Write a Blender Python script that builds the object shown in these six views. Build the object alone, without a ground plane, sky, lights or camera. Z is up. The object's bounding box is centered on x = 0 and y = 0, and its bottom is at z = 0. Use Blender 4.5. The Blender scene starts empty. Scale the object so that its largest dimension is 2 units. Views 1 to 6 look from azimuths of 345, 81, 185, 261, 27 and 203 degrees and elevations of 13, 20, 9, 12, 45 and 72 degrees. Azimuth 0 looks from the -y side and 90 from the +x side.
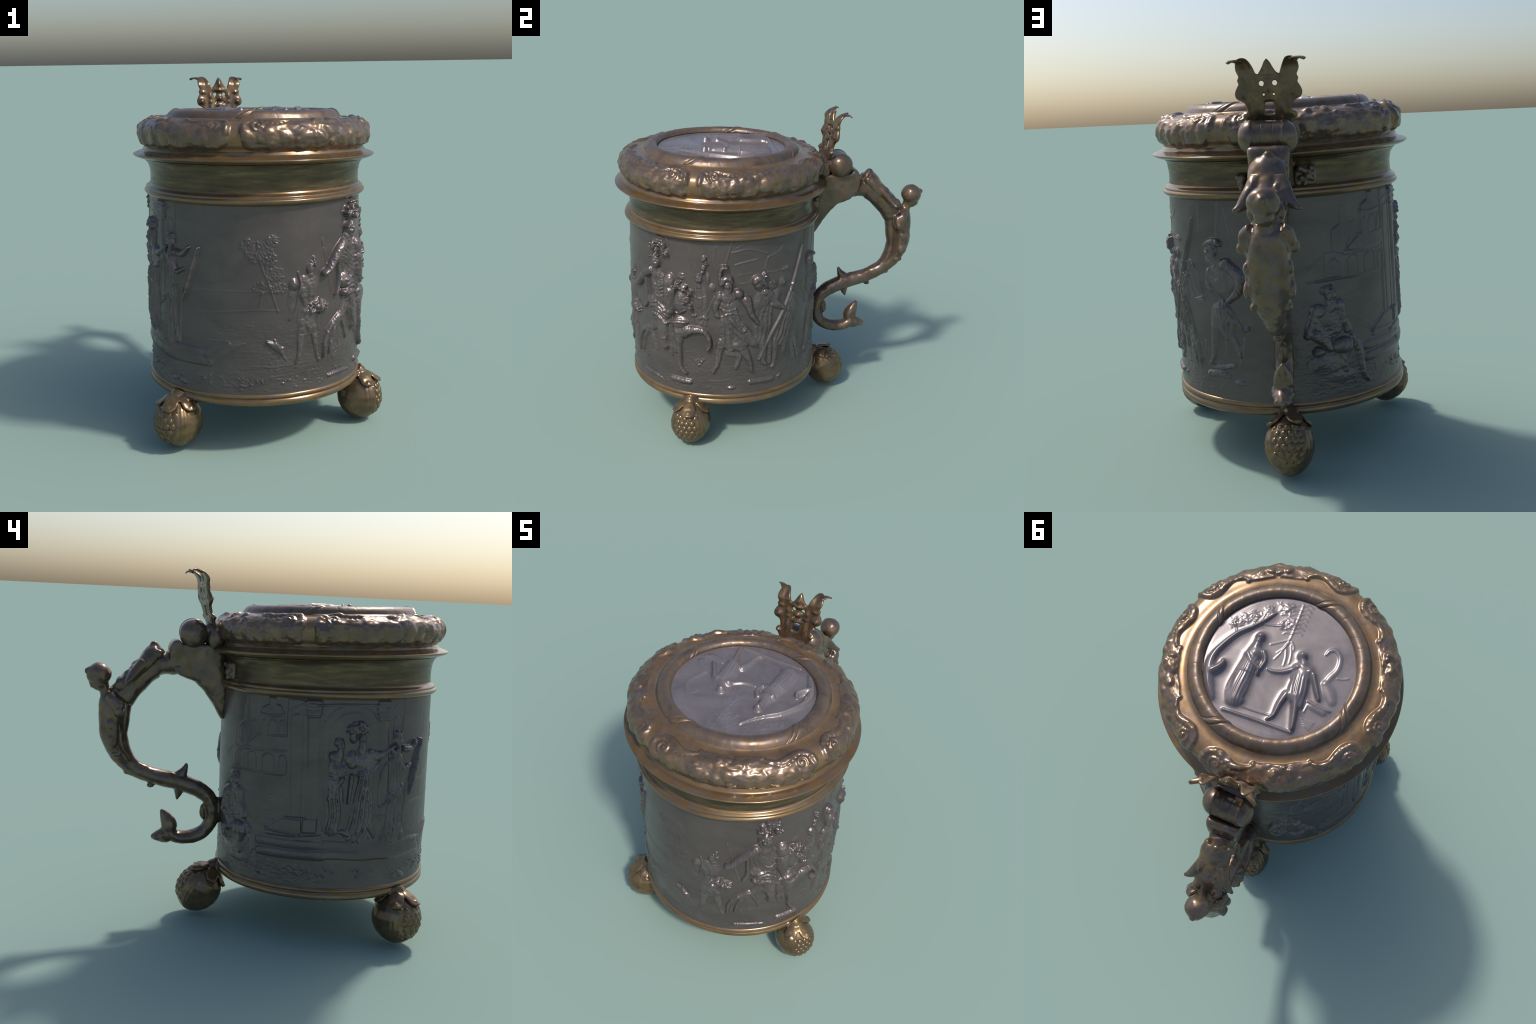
"""Antique parcel-gilt lidded tankard: relief drum of tarnished silver, gilt
mouldings, repousse lid with medallion, caryatid scroll handle, mask
thumbpiece and three pomegranate feet.  Built in a local frame whose z axis is
the (slightly leaning) axis of the drum; azimuth 0 is -y, 90 is +x."""
import bpy, bmesh, math, random
import numpy as np
from mathutils import Matrix, Vector
from mathutils.kdtree import KDTree

PI = math.pi
rng = np.random.default_rng(11)
random.seed(11)

# ------------------------------------------------------------------ frame
AXIS = Vector((0.0131, 0.0175, 1.0)).normalized()
XL = (Vector((1, 0, 0)) - AXIS.x * AXIS).normalized()
YL = AXIS.cross(XL)
BASE = Vector((-0.0172, -0.3609, 0.0))
root = bpy.data.objects.new("lidded_tankard", None)
root.empty_display_size = 0.2
root.matrix_world = Matrix.Translation(BASE) @ Matrix((XL, YL, AXIS)).transposed().to_4x4()
root["label"] = "antique silver and gilt lidded tankard with relief figures"
root["category"] = "tankard"
bpy.context.scene.collection.objects.link(root)


def add(name, mesh, mat, parent=None, stuff=False):
    o = bpy.data.objects.new(name, mesh)
    bpy.context.scene.collection.objects.link(o)
    o.parent = parent or root
    if mat is not None:
        mesh.materials.clear()
        mesh.materials.append(mat)
    if stuff:
        o["kind"] = "stuff"
    return o


def mesh_from(name, co, quads, smooth=True, tris=None):
    """numpy vertices + quad array (+ optional triangle array) to a mesh."""
    me = bpy.data.meshes.new(name)
    nq = len(quads)
    nt = 0 if tris is None else len(tris)
    me.vertices.add(len(co))
    me.vertices.foreach_set("co", np.ascontiguousarray(co, dtype=np.float32).ravel())
    me.loops.add(nq * 4 + nt * 3)
    idx = np.ascontiguousarray(quads, dtype=np.int32).ravel()
    start = np.arange(nq, dtype=np.int32) * 4
    if nt:
        idx = np.concatenate([idx, np.asarray(tris, np.int32).ravel()])
        start = np.concatenate([start, nq * 4 + np.arange(nt, dtype=np.int32) * 3])
    me.loops.foreach_set("vertex_index", idx.astype(np.int32))
    me.polygons.add(nq + nt)
    me.polygons.foreach_set("loop_start", start.astype(np.int32))
    me.update(calc_edges=True)
    me.polygons.foreach_set("use_smooth", np.full(nq + nt, smooth))
    me.validate()
    return me


def vertex_normals(me):
    n = np.empty(len(me.vertices) * 3, np.float32)
    me.vertex_normals.foreach_get("vector", n)
    return n.reshape(-1, 3)


def split_by_label(co, quads, labels, names, mat_of, tris=None, tri_labels=None):
    """One smooth surface cut into named objects with coinciding borders and
    the normals of the whole."""
    whole = mesh_from("whole", co, quads, True, tris)
    nrm = vertex_normals(whole)
    made = []
    for i, nm in enumerate(names):
        q = quads[labels == i]
        t = None if tris is None else tris[tri_labels == i]
        if len(q) + (0 if t is None else len(t)) < 4:
            continue
        used = np.unique(np.concatenate([q.ravel(), np.zeros(0, int) if t is None else t.ravel()]))
        remap = np.full(len(co), -1, np.int64)
        remap[used] = np.arange(len(used))
        me = mesh_from(nm, co[used], remap[q], True, None if t is None or not len(t) else remap[t])
        me.normals_split_custom_set_from_vertices(nrm[used].tolist())
        made.append(add(nm, me, mat_of(nm)))
    bpy.data.meshes.remove(whole)
    return made


def spline(points, per=6):
    """Catmull-Rom through the control points (any dimension)"""
    p = np.array(points, float)
    p = np.vstack([2 * p[0] - p[1], p, 2 * p[-1] - p[-2]])
    out = []
    for i in range(1, len(p) - 2):
        for t in np.arange(per) / per:
            a, b, c, d = p[i - 1], p[i], p[i + 1], p[i + 2]
            out.append(0.5 * (2 * b + (c - a) * t + (2 * a - 5 * b + 4 * c - d) * t * t + (3 * b - a - 3 * c + d) * t ** 3))
    out.append(p[-2])
    return np.array(out)


# ------------------------------------------------------------------ noise
def hash_noise(nu, nv, cells_u, cells_v, seed, wrap=True):
    """smooth value noise, periodic in u when wrap is set; range -1..1"""
    r = np.random.default_rng(seed)
    g = r.uniform(-1, 1, (cells_u + (0 if wrap else 2), cells_v + 2))
    u = np.arange(nu) / nu * cells_u
    v = np.linspace(0, cells_v, nv, endpoint=False)
    iu = u.astype(int)
    iv = v.astype(int)
    fu = u - iu
    fv = v - iv
    fu = (fu * fu * (3 - 2 * fu))[:, None]
    fv = (fv * fv * (3 - 2 * fv))[None, :]
    n = g.shape[0]
    a = g[iu % n][:, iv]
    b = g[(iu + 1) % n][:, iv]
    c = g[iu % n][:, iv + 1]
    d = g[(iu + 1) % n][:, iv + 1]
    return (a * (1 - fu) + b * fu) * (1 - fv) + (c * (1 - fu) + d * fu) * fv


def warped_noise(u, v, cells_u, cells_v, seed):
    """value noise at free coordinates u (0..1, periodic), v (0..1); range -1..1"""
    g = np.random.default_rng(seed).uniform(-1, 1, (cells_u, cells_v + 3))
    a, b = (u % 1.0) * cells_u, np.clip(v, 0, 1) * cells_v
    i, j = a.astype(int), b.astype(int)
    f, k = a - i, b - j
    f, k = f * f * (3 - 2 * f), k * k * (3 - 2 * k)
    i2 = (i + 1) % cells_u
    i = i % cells_u
    return (g[i, j] * (1 - f) + g[i2, j] * f) * (1 - k) + (g[i, j + 1] * (1 - f) + g[i2, j + 1] * f) * k


def blur(h, times, wrap=True):
    for _ in range(times):
        if wrap:
            h = (np.roll(h, 1, 0) + 2 * h + np.roll(h, -1, 0)) / 4
        else:
            p = np.pad(h, ((1, 1), (0, 0)), mode="edge")
            h = (p[:-2] + 2 * h + p[2:]) / 4
        p = np.pad(h, ((0, 0), (1, 1)), mode="edge")
        h = (p[:, :-2] + 2 * h + p[:, 2:]) / 4
    return h


# ------------------------------------------------------------------ chased relief
# A relief is a height field over (u, v); figures are lists of strokes whose
# cross-section is a dome.  Positions are (azimuth in degrees, height) on the
# drum and (x, y) on the medallion.
def limb(h, pts, folds=None):
    return ("limb", h, pts, folds)


def line(h, pts):
    return ("line", h, pts, None)


def blob(h, a, z, rx, ry, rot=0.0):
    return ("blob", h, (a, z, rx, ry, rot), None)


def slab(h, pts):
    return ("slab", h, pts, None)


def tuft(h, a, z, rx, ry):
    """curls or feathers: a low mound with short curved locks over it"""
    r = random.Random(int(a * 100 + z * 9000))
    out = [blob(h * .62, a, z, rx * .95, ry * .95)]
    for k in range(6):
        t = r.uniform(0, 2 * PI)
        d, bend = r.uniform(.15, .5), r.uniform(-.9, .9)
        pts = []
        for q in (0, .45, .9):
            tt_ = t + bend * q
            pts.append((a + math.degrees((d + q * .55) * rx * math.cos(tt_) / .6), z + (d + q * .55) * ry * math.sin(tt_), min(rx, ry) * (.30 - .16 * q)))
        out.append(limb(h * r.uniform(.8, 1.05), pts))
    return out


def face(h, a, z, rx, ry, turn=0.0):
    """egg of a head with brow, nose, eye hollows and mouth"""
    d = lambda u: a + math.degrees((u + turn * .35) * rx / .6)
    return [blob(h, a, z, rx, ry),
            line(h * .12, [(d(0), z + .25 * ry, rx * .16), (d(0), z - .18 * ry, rx * .22)]),
            line(-h * .14, [(d(-.48), z + .10 * ry, rx * .22), (d(-.28), z + .10 * ry, rx * .22)]),
            line(-h * .14, [(d(.28), z + .10 * ry, rx * .22), (d(.48), z + .10 * ry, rx * .22)]),
            line(-h * .10, [(d(-.25), z - .45 * ry, rx * .13), (d(.25), z - .45 * ry, rx * .13)])]


class Relief:
    def __init__(self, nu, nv, u0, du, v0, dv, period=None, to_u=None):
        self.nu, self.nv, self.u0, self.du, self.v0, self.dv = nu, nv, u0, du, v0, dv
        self.period = period
        self.to_u = to_u or (lambda a: a)
        self.h = np.zeros((nu, nv))
        self.extra = np.zeros((nu, nv))
        self.label = np.zeros((nu, nv), np.int32)
        self.names = ["base"]

    def window(self, lo_u, hi_u, lo_v, hi_v):
        i0 = int(math.floor((lo_u - self.u0) / self.du))
        i1 = int(math.ceil((hi_u - self.u0) / self.du)) + 1
        j0 = max(0, int(math.floor((lo_v - self.v0) / self.dv)))
        j1 = min(self.nv, int(math.ceil((hi_v - self.v0) / self.dv)) + 1)
        if not self.period:
            i0, i1 = max(0, i0), min(self.nu, i1)
        i = np.arange(i0, max(i0, i1))
        j = np.arange(j0, max(j0, j1))
        U = (self.u0 + i * self.du)[:, None]
        V = (self.v0 + j * self.dv)[None, :]
        return np.ix_(i % self.nu, j), U, V

    def unwrap(self, us):
        us = list(us)
        if self.period:
            for k in range(1, len(us)):
                while us[k] - us[k - 1] > self.period / 2:
                    us[k] -= self.period
                while us[k] - us[k - 1] < -self.period / 2:
                    us[k] += self.period
        return us

    def stroke(self, pts):
        """dome field, lateral coordinate of a tapered polyline"""
        us = self.unwrap([self.to_u(p[0]) for p in pts])
        P = [(u, p[1], p[2]) for u, p in zip(us, pts)]
        if len(P) > 2:
            P = [(a, b, max(c, 1e-4)) for a, b, c in spline(P, 4)]
        m = max(p[2] for p in P) * 1.05 + 2 * self.du
        win, U, V = self.window(min(p[0] for p in P) - m, max(p[0] for p in P) + m,
                                min(p[1] for p in P) - m, max(p[1] for p in P) + m)
        best = np.full(np.broadcast(U, V).shape, -1.0)
        lat = np.zeros_like(best)
        for (ua, va, wa), (ub, vb, wb) in zip(P[:-1], P[1:]):
            ex, ey = ub - ua, vb - va
            L2 = ex * ex + ey * ey + 1e-12
            t = np.clip(((U - ua) * ex + (V - va) * ey) / L2, 0, 1)
            dx, dy = U - ua - t * ex, V - va - t * ey
            w = wa + (wb - wa) * t
            q = 1 - (dx * dx + dy * dy) / (w * w)
            s = ((U - ua) * ey - (V - va) * ex) / math.sqrt(L2) / w
            up = q > best
            best = np.where(up, q, best)
            lat = np.where(up, s, lat)
        return win, np.clip(best, 0, 1), lat, U, V

    def put(self, name, strokes, gain=1.0, power=0.62, soft=0.0):
        k = len(self.names)
        self.names.append(name)
        for kind, h, pts, folds in strokes:
            low = kind == "blob" and h < .031 and max(pts[2], pts[3]) > .034
            p_ = 1.0 if low else .8 if folds else power
            h = h * gain
            if kind == "blob":
                a, z, rx, ry, rot = pts
                u = self.to_u(a)
                m = max(rx, ry) * 1.05
                win, U, V = self.window(u - m, u + m, z - m, z + m)
                c, s = math.cos(math.radians(rot)), math.sin(math.radians(rot))
                X, Y = (U - u) * c + (V - z) * s, -(U - u) * s + (V - z) * c
                f = h * np.clip(1 - (X / rx) ** 2 - (Y / ry) ** 2, 0, 1) ** p_
            elif kind == "slab":
                us = self.unwrap([self.to_u(p[0]) for p in pts])
                vs = [p[1] for p in pts]
                win, U, V = self.window(min(us) - .01, max(us) + .01, min(vs) - .01, max(vs) + .01)
                inside = np.zeros(np.broadcast(U, V).shape, bool)
                dist = np.full(inside.shape, 9.0)
                n = len(us)
                for e in range(n):
                    ua, va, ub, vb = us[e], vs[e], us[(e + 1) % n], vs[(e + 1) % n]
                    if abs(vb - va) > 1e-9:
                        cross = ((va > V) != (vb > V)) & (U < (ub - ua) * (V - va) / (vb - va) + ua)
                        inside ^= cross
                    ex, ey = ub - ua, vb - va
                    t = np.clip(((U - ua) * ex + (V - va) * ey) / (ex * ex + ey * ey + 1e-12), 0, 1)
                    dist = np.minimum(dist, np.hypot(U - ua - t * ex, V - va - t * ey))
                f = h * np.where(inside, np.clip(dist / 0.006, 0, 1), 0)
            else:
                win, q, lat, U, V = self.stroke(pts)
                if kind == "line":
                    self.extra[win] += h * q
                    touch = np.abs(h * q) > 0.0012
                    sub = self.label[win]
                    sub[touch & ((sub == 0) | (self.h[win] < 0.004))] = k
                    self.label[win] = sub
                    continue
                f = h * q ** p_
                if folds:
                    n, amp = folds
                    wave = np.cos(lat * n * PI + 1.7 * np.sin(V * 23.0 + n) + U * 9.0)
                    f = f + amp * gain * wave * np.clip(q * 3, 0, 1)
            old = self.h[win]
            lab = self.label[win]
            lab[(f > old) & (f > 0.003)] = k
            self.label[win] = lab
            # figures melt into one another like chased metal instead of overlapping
            kk = 0.010
            melt = np.clip(1 - np.abs(old - f) / kk, 0, 1) ** 2 * kk / 4 * np.clip(np.minimum(old, f) / 0.006, 0, 1)
            self.h[win] = np.maximum(old, f) + melt
        return k


# ------------------------------------------------------------------ frieze figures
HORSE = [
    limb(0.016, [(45.3, 0.859, 0.0423), (42.4, 0.780, 0.0431), (38.5, 0.725, 0.0306), (33.7, 0.675, 0.0193), (29.3, 0.617, 0.0152), (26.7, 0.518, 0.0117)]),
    blob(0.022, 58.2, 0.925, 0.0687, 0.0753),
    blob(0.028, 57.6, 0.792, 0.0736, 0.0489),
    limb(0.03, [(60.5, 0.736, 0.0408), (65.7, 0.760, 0.0293), (72.7, 0.765, 0.0208), (76.1, 0.717, 0.0154), (76.9, 0.672, 0.0112), (75.3, 0.643, 0.0155)]),
    limb(0.028, [(57.8, 0.733, 0.0424), (57.9, 0.649, 0.0229), (58.4, 0.579, 0.0173), (59.0, 0.509, 0.0131), (61.9, 0.470, 0.0146)]),
    limb(0.012, [(54.0, 0.699, 0.0171), (55.3, 0.596, 0.0115)]),
    limb(0.04, [(54.0, 1.002, 0.0328), (52.0, 0.950, 0.0276), (51.4, 0.880, 0.0196), (52.1, 0.858, 0.0154)]),
    *tuft(0.036, 54.9, 1.013, 0.0328, 0.0296),
    *tuft(0.036, 58.3, 1.040, 0.0279, 0.0263),
    *tuft(0.036, 61.7, 1.023, 0.0284, 0.0278),
    *tuft(0.036, 65.1, 0.998, 0.0245, 0.0247),
    *tuft(0.036, 63.4, 0.938, 0.0266, 0.0266),
    *tuft(0.036, 65.5, 0.914, 0.0200, 0.0203),
    line(0.01, [(53.4, 0.871, 0.0076), (57.6, 0.854, 0.0076), (62.0, 0.883, 0.0076)]),
    line(0.012, [(64.3, 0.906, 0.0075), (65.8, 0.857, 0.0076), (68.7, 0.859, 0.0075)]),
    line(0.01, [(51.7, 0.787, 0.0113), (56.7, 0.806, 0.0112), (63.4, 0.808, 0.0111)]),
    limb(0.02, [(34.2, 0.702, 0.0230), (26.6, 0.650, 0.0174), (23.0, 0.578, 0.0134), (22.6, 0.506, 0.0115)]),
    limb(0.014, [(35.8, 0.695, 0.0176), (38.6, 0.627, 0.0103), (40.5, 0.567, 0.0090)]),
    limb(0.012, [(51.7, 0.763, 0.0184), (52.1, 0.666, 0.0186), (52.5, 0.574, 0.0145)]),
]
RIDER = [
    *tuft(0.037, 46.8, 1.274, 0.0469, 0.0522),
    *tuft(0.037, 40.7, 1.258, 0.0309, 0.0367),
    *tuft(0.037, 44.3, 1.296, 0.0319, 0.0365),
    *tuft(0.037, 49.5, 1.231, 0.0319, 0.0345),
    *tuft(0.037, 48.3, 1.289, 0.0253, 0.0276),
    *tuft(0.037, 43.3, 1.242, 0.0318, 0.0370),
    *tuft(0.04, 42.2, 1.187, 0.0457, 0.0313),
    *face(0.042, 42.9, 1.157, 0.0331, 0.0507),
    limb(0.026, [(41.8, 1.117, 0.0357), (42.4, 1.073, 0.0435)]),
    blob(0.024, 43.6, 1.011, 0.0833, 0.0884),
    blob(0.026, 44.4, 0.929, 0.0724, 0.0681),
    blob(0.042, 52.0, 1.048, 0.0429, 0.0593),
    blob(0.046, 52.5, 0.983, 0.0351, 0.0568),
    limb(0.044, [(52.5, 0.989, 0.0458), (52.5, 0.915, 0.0430), (52.8, 0.861, 0.0278)]),
    limb(0.036, [(37.1, 1.088, 0.0323), (32.9, 1.057, 0.0303), (28.8, 1.014, 0.0277), (25.2, 0.971, 0.0221), (22.0, 0.955, 0.0178)]),
    limb(0.022, [(32.8, 1.050, 0.0159), (33.2, 0.963, 0.0133), (33.2, 0.873, 0.0152), (30.9, 0.829, 0.0108)]),
    limb(0.03, [(38.7, 0.887, 0.0458), (44.2, 0.865, 0.0581), (49.4, 0.844, 0.0473)]),
    limb(0.032, [(37.1, 0.823, 0.0218), (40.7, 0.823, 0.0234), (44.3, 0.820, 0.0267), (50.2, 0.781, 0.0177)]),
    line(0.007, [(38.4, 0.893, 0.0083), (44.4, 0.902, 0.0084), (49.8, 0.859, 0.0086)]),
    line(0.007, [(38.5, 0.866, 0.0084), (44.5, 0.875, 0.0085), (50.0, 0.832, 0.0086)]),
    line(0.007, [(38.6, 0.839, 0.0085), (44.6, 0.848, 0.0085), (50.1, 0.804, 0.0087)]),
    line(0.007, [(38.7, 0.812, 0.0085), (44.7, 0.821, 0.0086), (50.3, 0.777, 0.0088)]),
    line(0.004, [(39.2, 1.051, 0.0065), (43.9, 1.008, 0.0066), (48.6, 1.023, 0.0067)]),
    line(0.004, [(39.3, 1.029, 0.0065), (44.0, 0.986, 0.0067), (48.7, 1.001, 0.0067)]),
    line(0.004, [(39.4, 1.007, 0.0066), (44.1, 0.964, 0.0067), (48.8, 0.978, 0.0068)]),
    line(0.004, [(39.5, 0.985, 0.0066), (44.2, 0.942, 0.0068), (48.9, 0.956, 0.0068)]),
    limb(0.03, [(44.9, 0.801, 0.0475), (45.9, 0.735, 0.0420), (47.5, 0.657, 0.0265), (47.6, 0.624, 0.0335)]),
    limb(0.02, [(42.9, 0.824, 0.0356), (43.4, 0.748, 0.0302), (45.9, 0.679, 0.0246), (47.8, 0.613, 0.0175)], folds=(3, 0.004)),
]
SPEAR = [
    line(0.006, [(22.5, 1.084, 0.0044), (24.2, 1.005, 0.0045), (28.0, 0.843, 0.0046), (28.5, 0.816, 0.0046)]),
    blob(0.008, 21.8, 1.117, 0.0067, 0.0266, 5),
    line(0.004, [(32.7, 0.665, 0.0072), (34.8, 0.557, 0.0075)]),
    line(0.003, [(32.9, 0.582, 0.0066), (35.4, 0.530, 0.0067)]),
]
PAGE = [
    *face(0.028, 13.5, 0.991, 0.0236, 0.0291, -0.3),
    *tuft(0.026, 15.1, 1.014, 0.0241, 0.0190),
    *tuft(0.02, 15.8, 1.037, 0.0137, 0.0189),
    blob(0.018, 13.9, 0.956, 0.0193, 0.0140),
    blob(0.018, 13.6, 0.907, 0.0557, 0.0542),
    limb(0.016, [(13.7, 0.894, 0.0448), (12.4, 0.799, 0.0464), (10.7, 0.718, 0.0506), (12.1, 0.680, 0.0489)], folds=(3, 0.003)),
    limb(0.016, [(9.9, 0.936, 0.0216), (9.0, 0.874, 0.0179), (10.7, 0.808, 0.0154)]),
    limb(0.015, [(8.7, 0.669, 0.0234), (8.0, 0.591, 0.0183), (7.2, 0.534, 0.0118), (5.7, 0.499, 0.0099)]),
    limb(0.015, [(15.7, 0.671, 0.0236), (17.3, 0.582, 0.0186), (18.3, 0.521, 0.0120), (19.7, 0.490, 0.0121)]),
    blob(0.026, 4.4, 0.915, 0.0299, 0.0347),
    blob(0.012, 3.3, 0.835, 0.0252, 0.0700),
    line(0.012, [(6.7, 0.977, 0.0057), (7.8, 0.926, 0.0057), (6.5, 0.844, 0.0057), (5.0, 0.769, 0.0058), (2.1, 0.733, 0.0058)]),
    *tuft(0.038, 17.5, 0.804, 0.0384, 0.0313),
    *tuft(0.038, 12.7, 0.771, 0.0292, 0.0255),
    *tuft(0.038, 21.3, 0.788, 0.0392, 0.0301),
    *tuft(0.038, 15.8, 0.778, 0.0408, 0.0341),
    *tuft(0.038, 19.0, 0.772, 0.0359, 0.0286),
    line(0.004, [(19.1, 0.728, 0.0059), (19.2, 0.669, 0.0059)]),
]
BIRD = [
    limb(0.018, [(350.9, 0.621, 0.0078), (354.4, 0.600, 0.0194), (357.4, 0.572, 0.0143), (358.6, 0.554, 0.0065)]),
    line(0.01, [(354.5, 0.630, 0.0065), (356.6, 0.590, 0.0065), (358.7, 0.585, 0.0065)]),
    line(0.006, [(357.9, 0.556, 0.0039), (1.0, 0.513, 0.0039)]),
    line(0.006, [(357.6, 0.553, 0.0039), (353.3, 0.533, 0.0039)]),
]
SOLDIER_A = [
    *tuft(0.024, 73.6, 1.218, 0.0198, 0.0208),
    *tuft(0.024, 75.0, 1.189, 0.0172, 0.0182),
    *tuft(0.024, 73.2, 1.159, 0.0162, 0.0170),
    *tuft(0.024, 72.6, 1.135, 0.0150, 0.0158),
    *face(0.028, 70.6, 1.089, 0.0228, 0.0304),
    *tuft(0.022, 70.6, 1.107, 0.0241, 0.0158),
    *tuft(0.016, 70.2, 1.049, 0.0217, 0.0200),
    limb(0.012, [(70.7, 1.015, 0.0402), (71.5, 0.949, 0.0474), (71.7, 0.867, 0.0479), (71.3, 0.812, 0.0414)], folds=(3, 0.004)),
    blob(0.016, 75.8, 1.096, 0.0161, 0.0409),
    blob(0.016, 78.2, 1.041, 0.0234, 0.0266),
    line(0.006, [(79.5, 0.985, 0.0060), (75.9, 0.896, 0.0061), (71.5, 0.797, 0.0062)]),
    limb(0.018, [(74.7, 0.844, 0.0123), (72.6, 0.849, 0.0137), (70.5, 0.840, 0.0096)]),
    line(0.005, [(66.9, 0.989, 0.0061), (70.5, 0.970, 0.0061), (74.2, 0.983, 0.0060)]),
    *tuft(0.009, 59.6, 1.093, 0.0252, 0.0281),
    line(0.004, [(80.5, 1.293, 0.0051), (79.2, 1.203, 0.0052)]),
    line(0.003, [(64.4, 1.282, 0.0052), (66.3, 1.154, 0.0053)]),
]
WARRIOR = [
    limb(0.042, [(83.0, 1.061, 0.0093), (82.6, 1.121, 0.0145), (83.8, 1.166, 0.0170), (86.5, 1.171, 0.0131)]),
    *face(0.045, 87.2, 1.060, 0.0281, 0.0344, 0.2),
    limb(0.046, [(83.9, 1.076, 0.0172), (85.3, 1.100, 0.0225), (87.8, 1.102, 0.0225), (89.3, 1.080, 0.0133)]),
    limb(0.03, [(87.3, 1.031, 0.0267), (87.0, 1.004, 0.0281)]),
    blob(0.032, 87.3, 0.981, 0.0493, 0.0389),
    blob(0.046, 92.9, 1.005, 0.0325, 0.0307),
    blob(0.03, 82.7, 0.988, 0.0245, 0.0281),
    blob(0.026, 88.1, 0.922, 0.0632, 0.0642),
    limb(0.038, [(97.6, 0.958, 0.0325), (98.9, 0.916, 0.0246), (100.4, 0.866, 0.0193), (103.8, 0.808, 0.0153)]),
    blob(0.03, 104.6, 0.801, 0.0194, 0.0208),
    limb(0.024, [(88.4, 0.874, 0.0601), (91.3, 0.790, 0.0678), (96.4, 0.708, 0.0645)], folds=(4, 0.006)),
    limb(0.02, [(85.7, 0.833, 0.0412), (85.7, 0.736, 0.0487), (88.6, 0.651, 0.0352)], folds=(3, 0.005)),
    blob(0.026, 102.3, 0.672, 0.0309, 0.0282, 30),
    limb(0.024, [(97.0, 0.770, 0.0209), (100.7, 0.709, 0.0183), (102.6, 0.664, 0.0170)]),
    limb(0.03, [(92.7, 0.672, 0.0366), (96.9, 0.611, 0.0299), (99.7, 0.542, 0.0173), (100.4, 0.491, 0.0145)]),
    limb(0.024, [(83.3, 0.689, 0.0294), (81.6, 0.619, 0.0240), (80.7, 0.548, 0.0157), (78.2, 0.489, 0.0115)]),
    limb(0.022, [(81.8, 0.970, 0.0215), (80.0, 0.915, 0.0190), (81.4, 0.861, 0.0164)]),
    blob(0.022, 80.5, 0.868, 0.0149, 0.0164),
    line(0.009, [(88.1, 0.843, 0.0069), (93.5, 0.770, 0.0069), (96.9, 0.763, 0.0070), (96.6, 0.794, 0.0069)]),
    line(0.006, [(83.4, 0.857, 0.0061), (88.8, 0.883, 0.0061), (95.4, 0.860, 0.0062)]),
    limb(0.014, [(86.8, 0.615, 0.0212), (93.5, 0.589, 0.0157), (91.6, 0.512, 0.0115)]),
    line(0.006, [(82.3, 0.918, 0.0061), (85.8, 0.897, 0.0061), (91.2, 0.908, 0.0061)]),
]
SOLDIER_B = [
    *face(0.04, 104.4, 1.050, 0.0285, 0.0334, -0.2),
    limb(0.044, [(102.0, 1.064, 0.0134), (103.3, 1.085, 0.0254), (106.3, 1.084, 0.0255), (108.2, 1.050, 0.0149)]),
    *tuft(0.034, 108.1, 1.100, 0.0183, 0.0240),
    blob(0.022, 106.6, 0.933, 0.0576, 0.0717),
    blob(0.028, 109.7, 0.993, 0.0319, 0.0271),
    limb(0.026, [(111.5, 0.978, 0.0246), (116.1, 0.912, 0.0194), (121.0, 0.868, 0.0155)]),
    limb(0.018, [(113.9, 0.906, 0.0180), (118.4, 0.877, 0.0126)]),
    limb(0.018, [(108.5, 0.860, 0.0568), (107.2, 0.772, 0.0616), (106.0, 0.698, 0.0495)], folds=(4, 0.004)),
    limb(0.018, [(107.3, 0.681, 0.0298), (108.7, 0.613, 0.0201), (108.3, 0.536, 0.0159), (109.5, 0.514, 0.0116)]),
    limb(0.014, [(112.3, 0.668, 0.0200), (112.7, 0.595, 0.0159), (112.5, 0.516, 0.0131)]),
]
BANNER = [
    limb(0.02, [(137.0, 1.225, 0.0083), (129.6, 1.037, 0.0091), (121.4, 0.855, 0.0092), (112.7, 0.703, 0.0100), (105.4, 0.550, 0.0079)]),
    line(0.006, [(89.5, 1.312, 0.0058), (87.8, 1.254, 0.0058), (86.0, 1.184, 0.0059)]),
    line(0.005, [(89.5, 1.257, 0.0065), (99.6, 1.271, 0.0065), (109.8, 1.236, 0.0066)]),
    line(0.005, [(91.3, 1.181, 0.0065), (96.6, 1.195, 0.0065), (104.0, 1.206, 0.0066)]),
    line(0.004, [(110.5, 1.208, 0.0059), (117.6, 1.235, 0.0060), (120.5, 1.265, 0.0060)]),
    line(0.003, [(92.5, 1.284, 0.0058), (96.6, 1.303, 0.0058)]),
    line(0.004, [(108.6, 1.140, 0.0060), (109.9, 1.191, 0.0059), (111.2, 1.215, 0.0059)]),
    line(0.004, [(110.0, 1.118, 0.0060), (115.6, 1.110, 0.0061), (118.5, 1.119, 0.0061)]),
    line(0.003, [(93.0, 1.117, 0.0059), (100.9, 1.122, 0.0060)]),
    line(0.003, [(93.6, 1.060, 0.0060), (99.7, 1.067, 0.0060), (102.8, 1.076, 0.0060)]),
]
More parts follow.
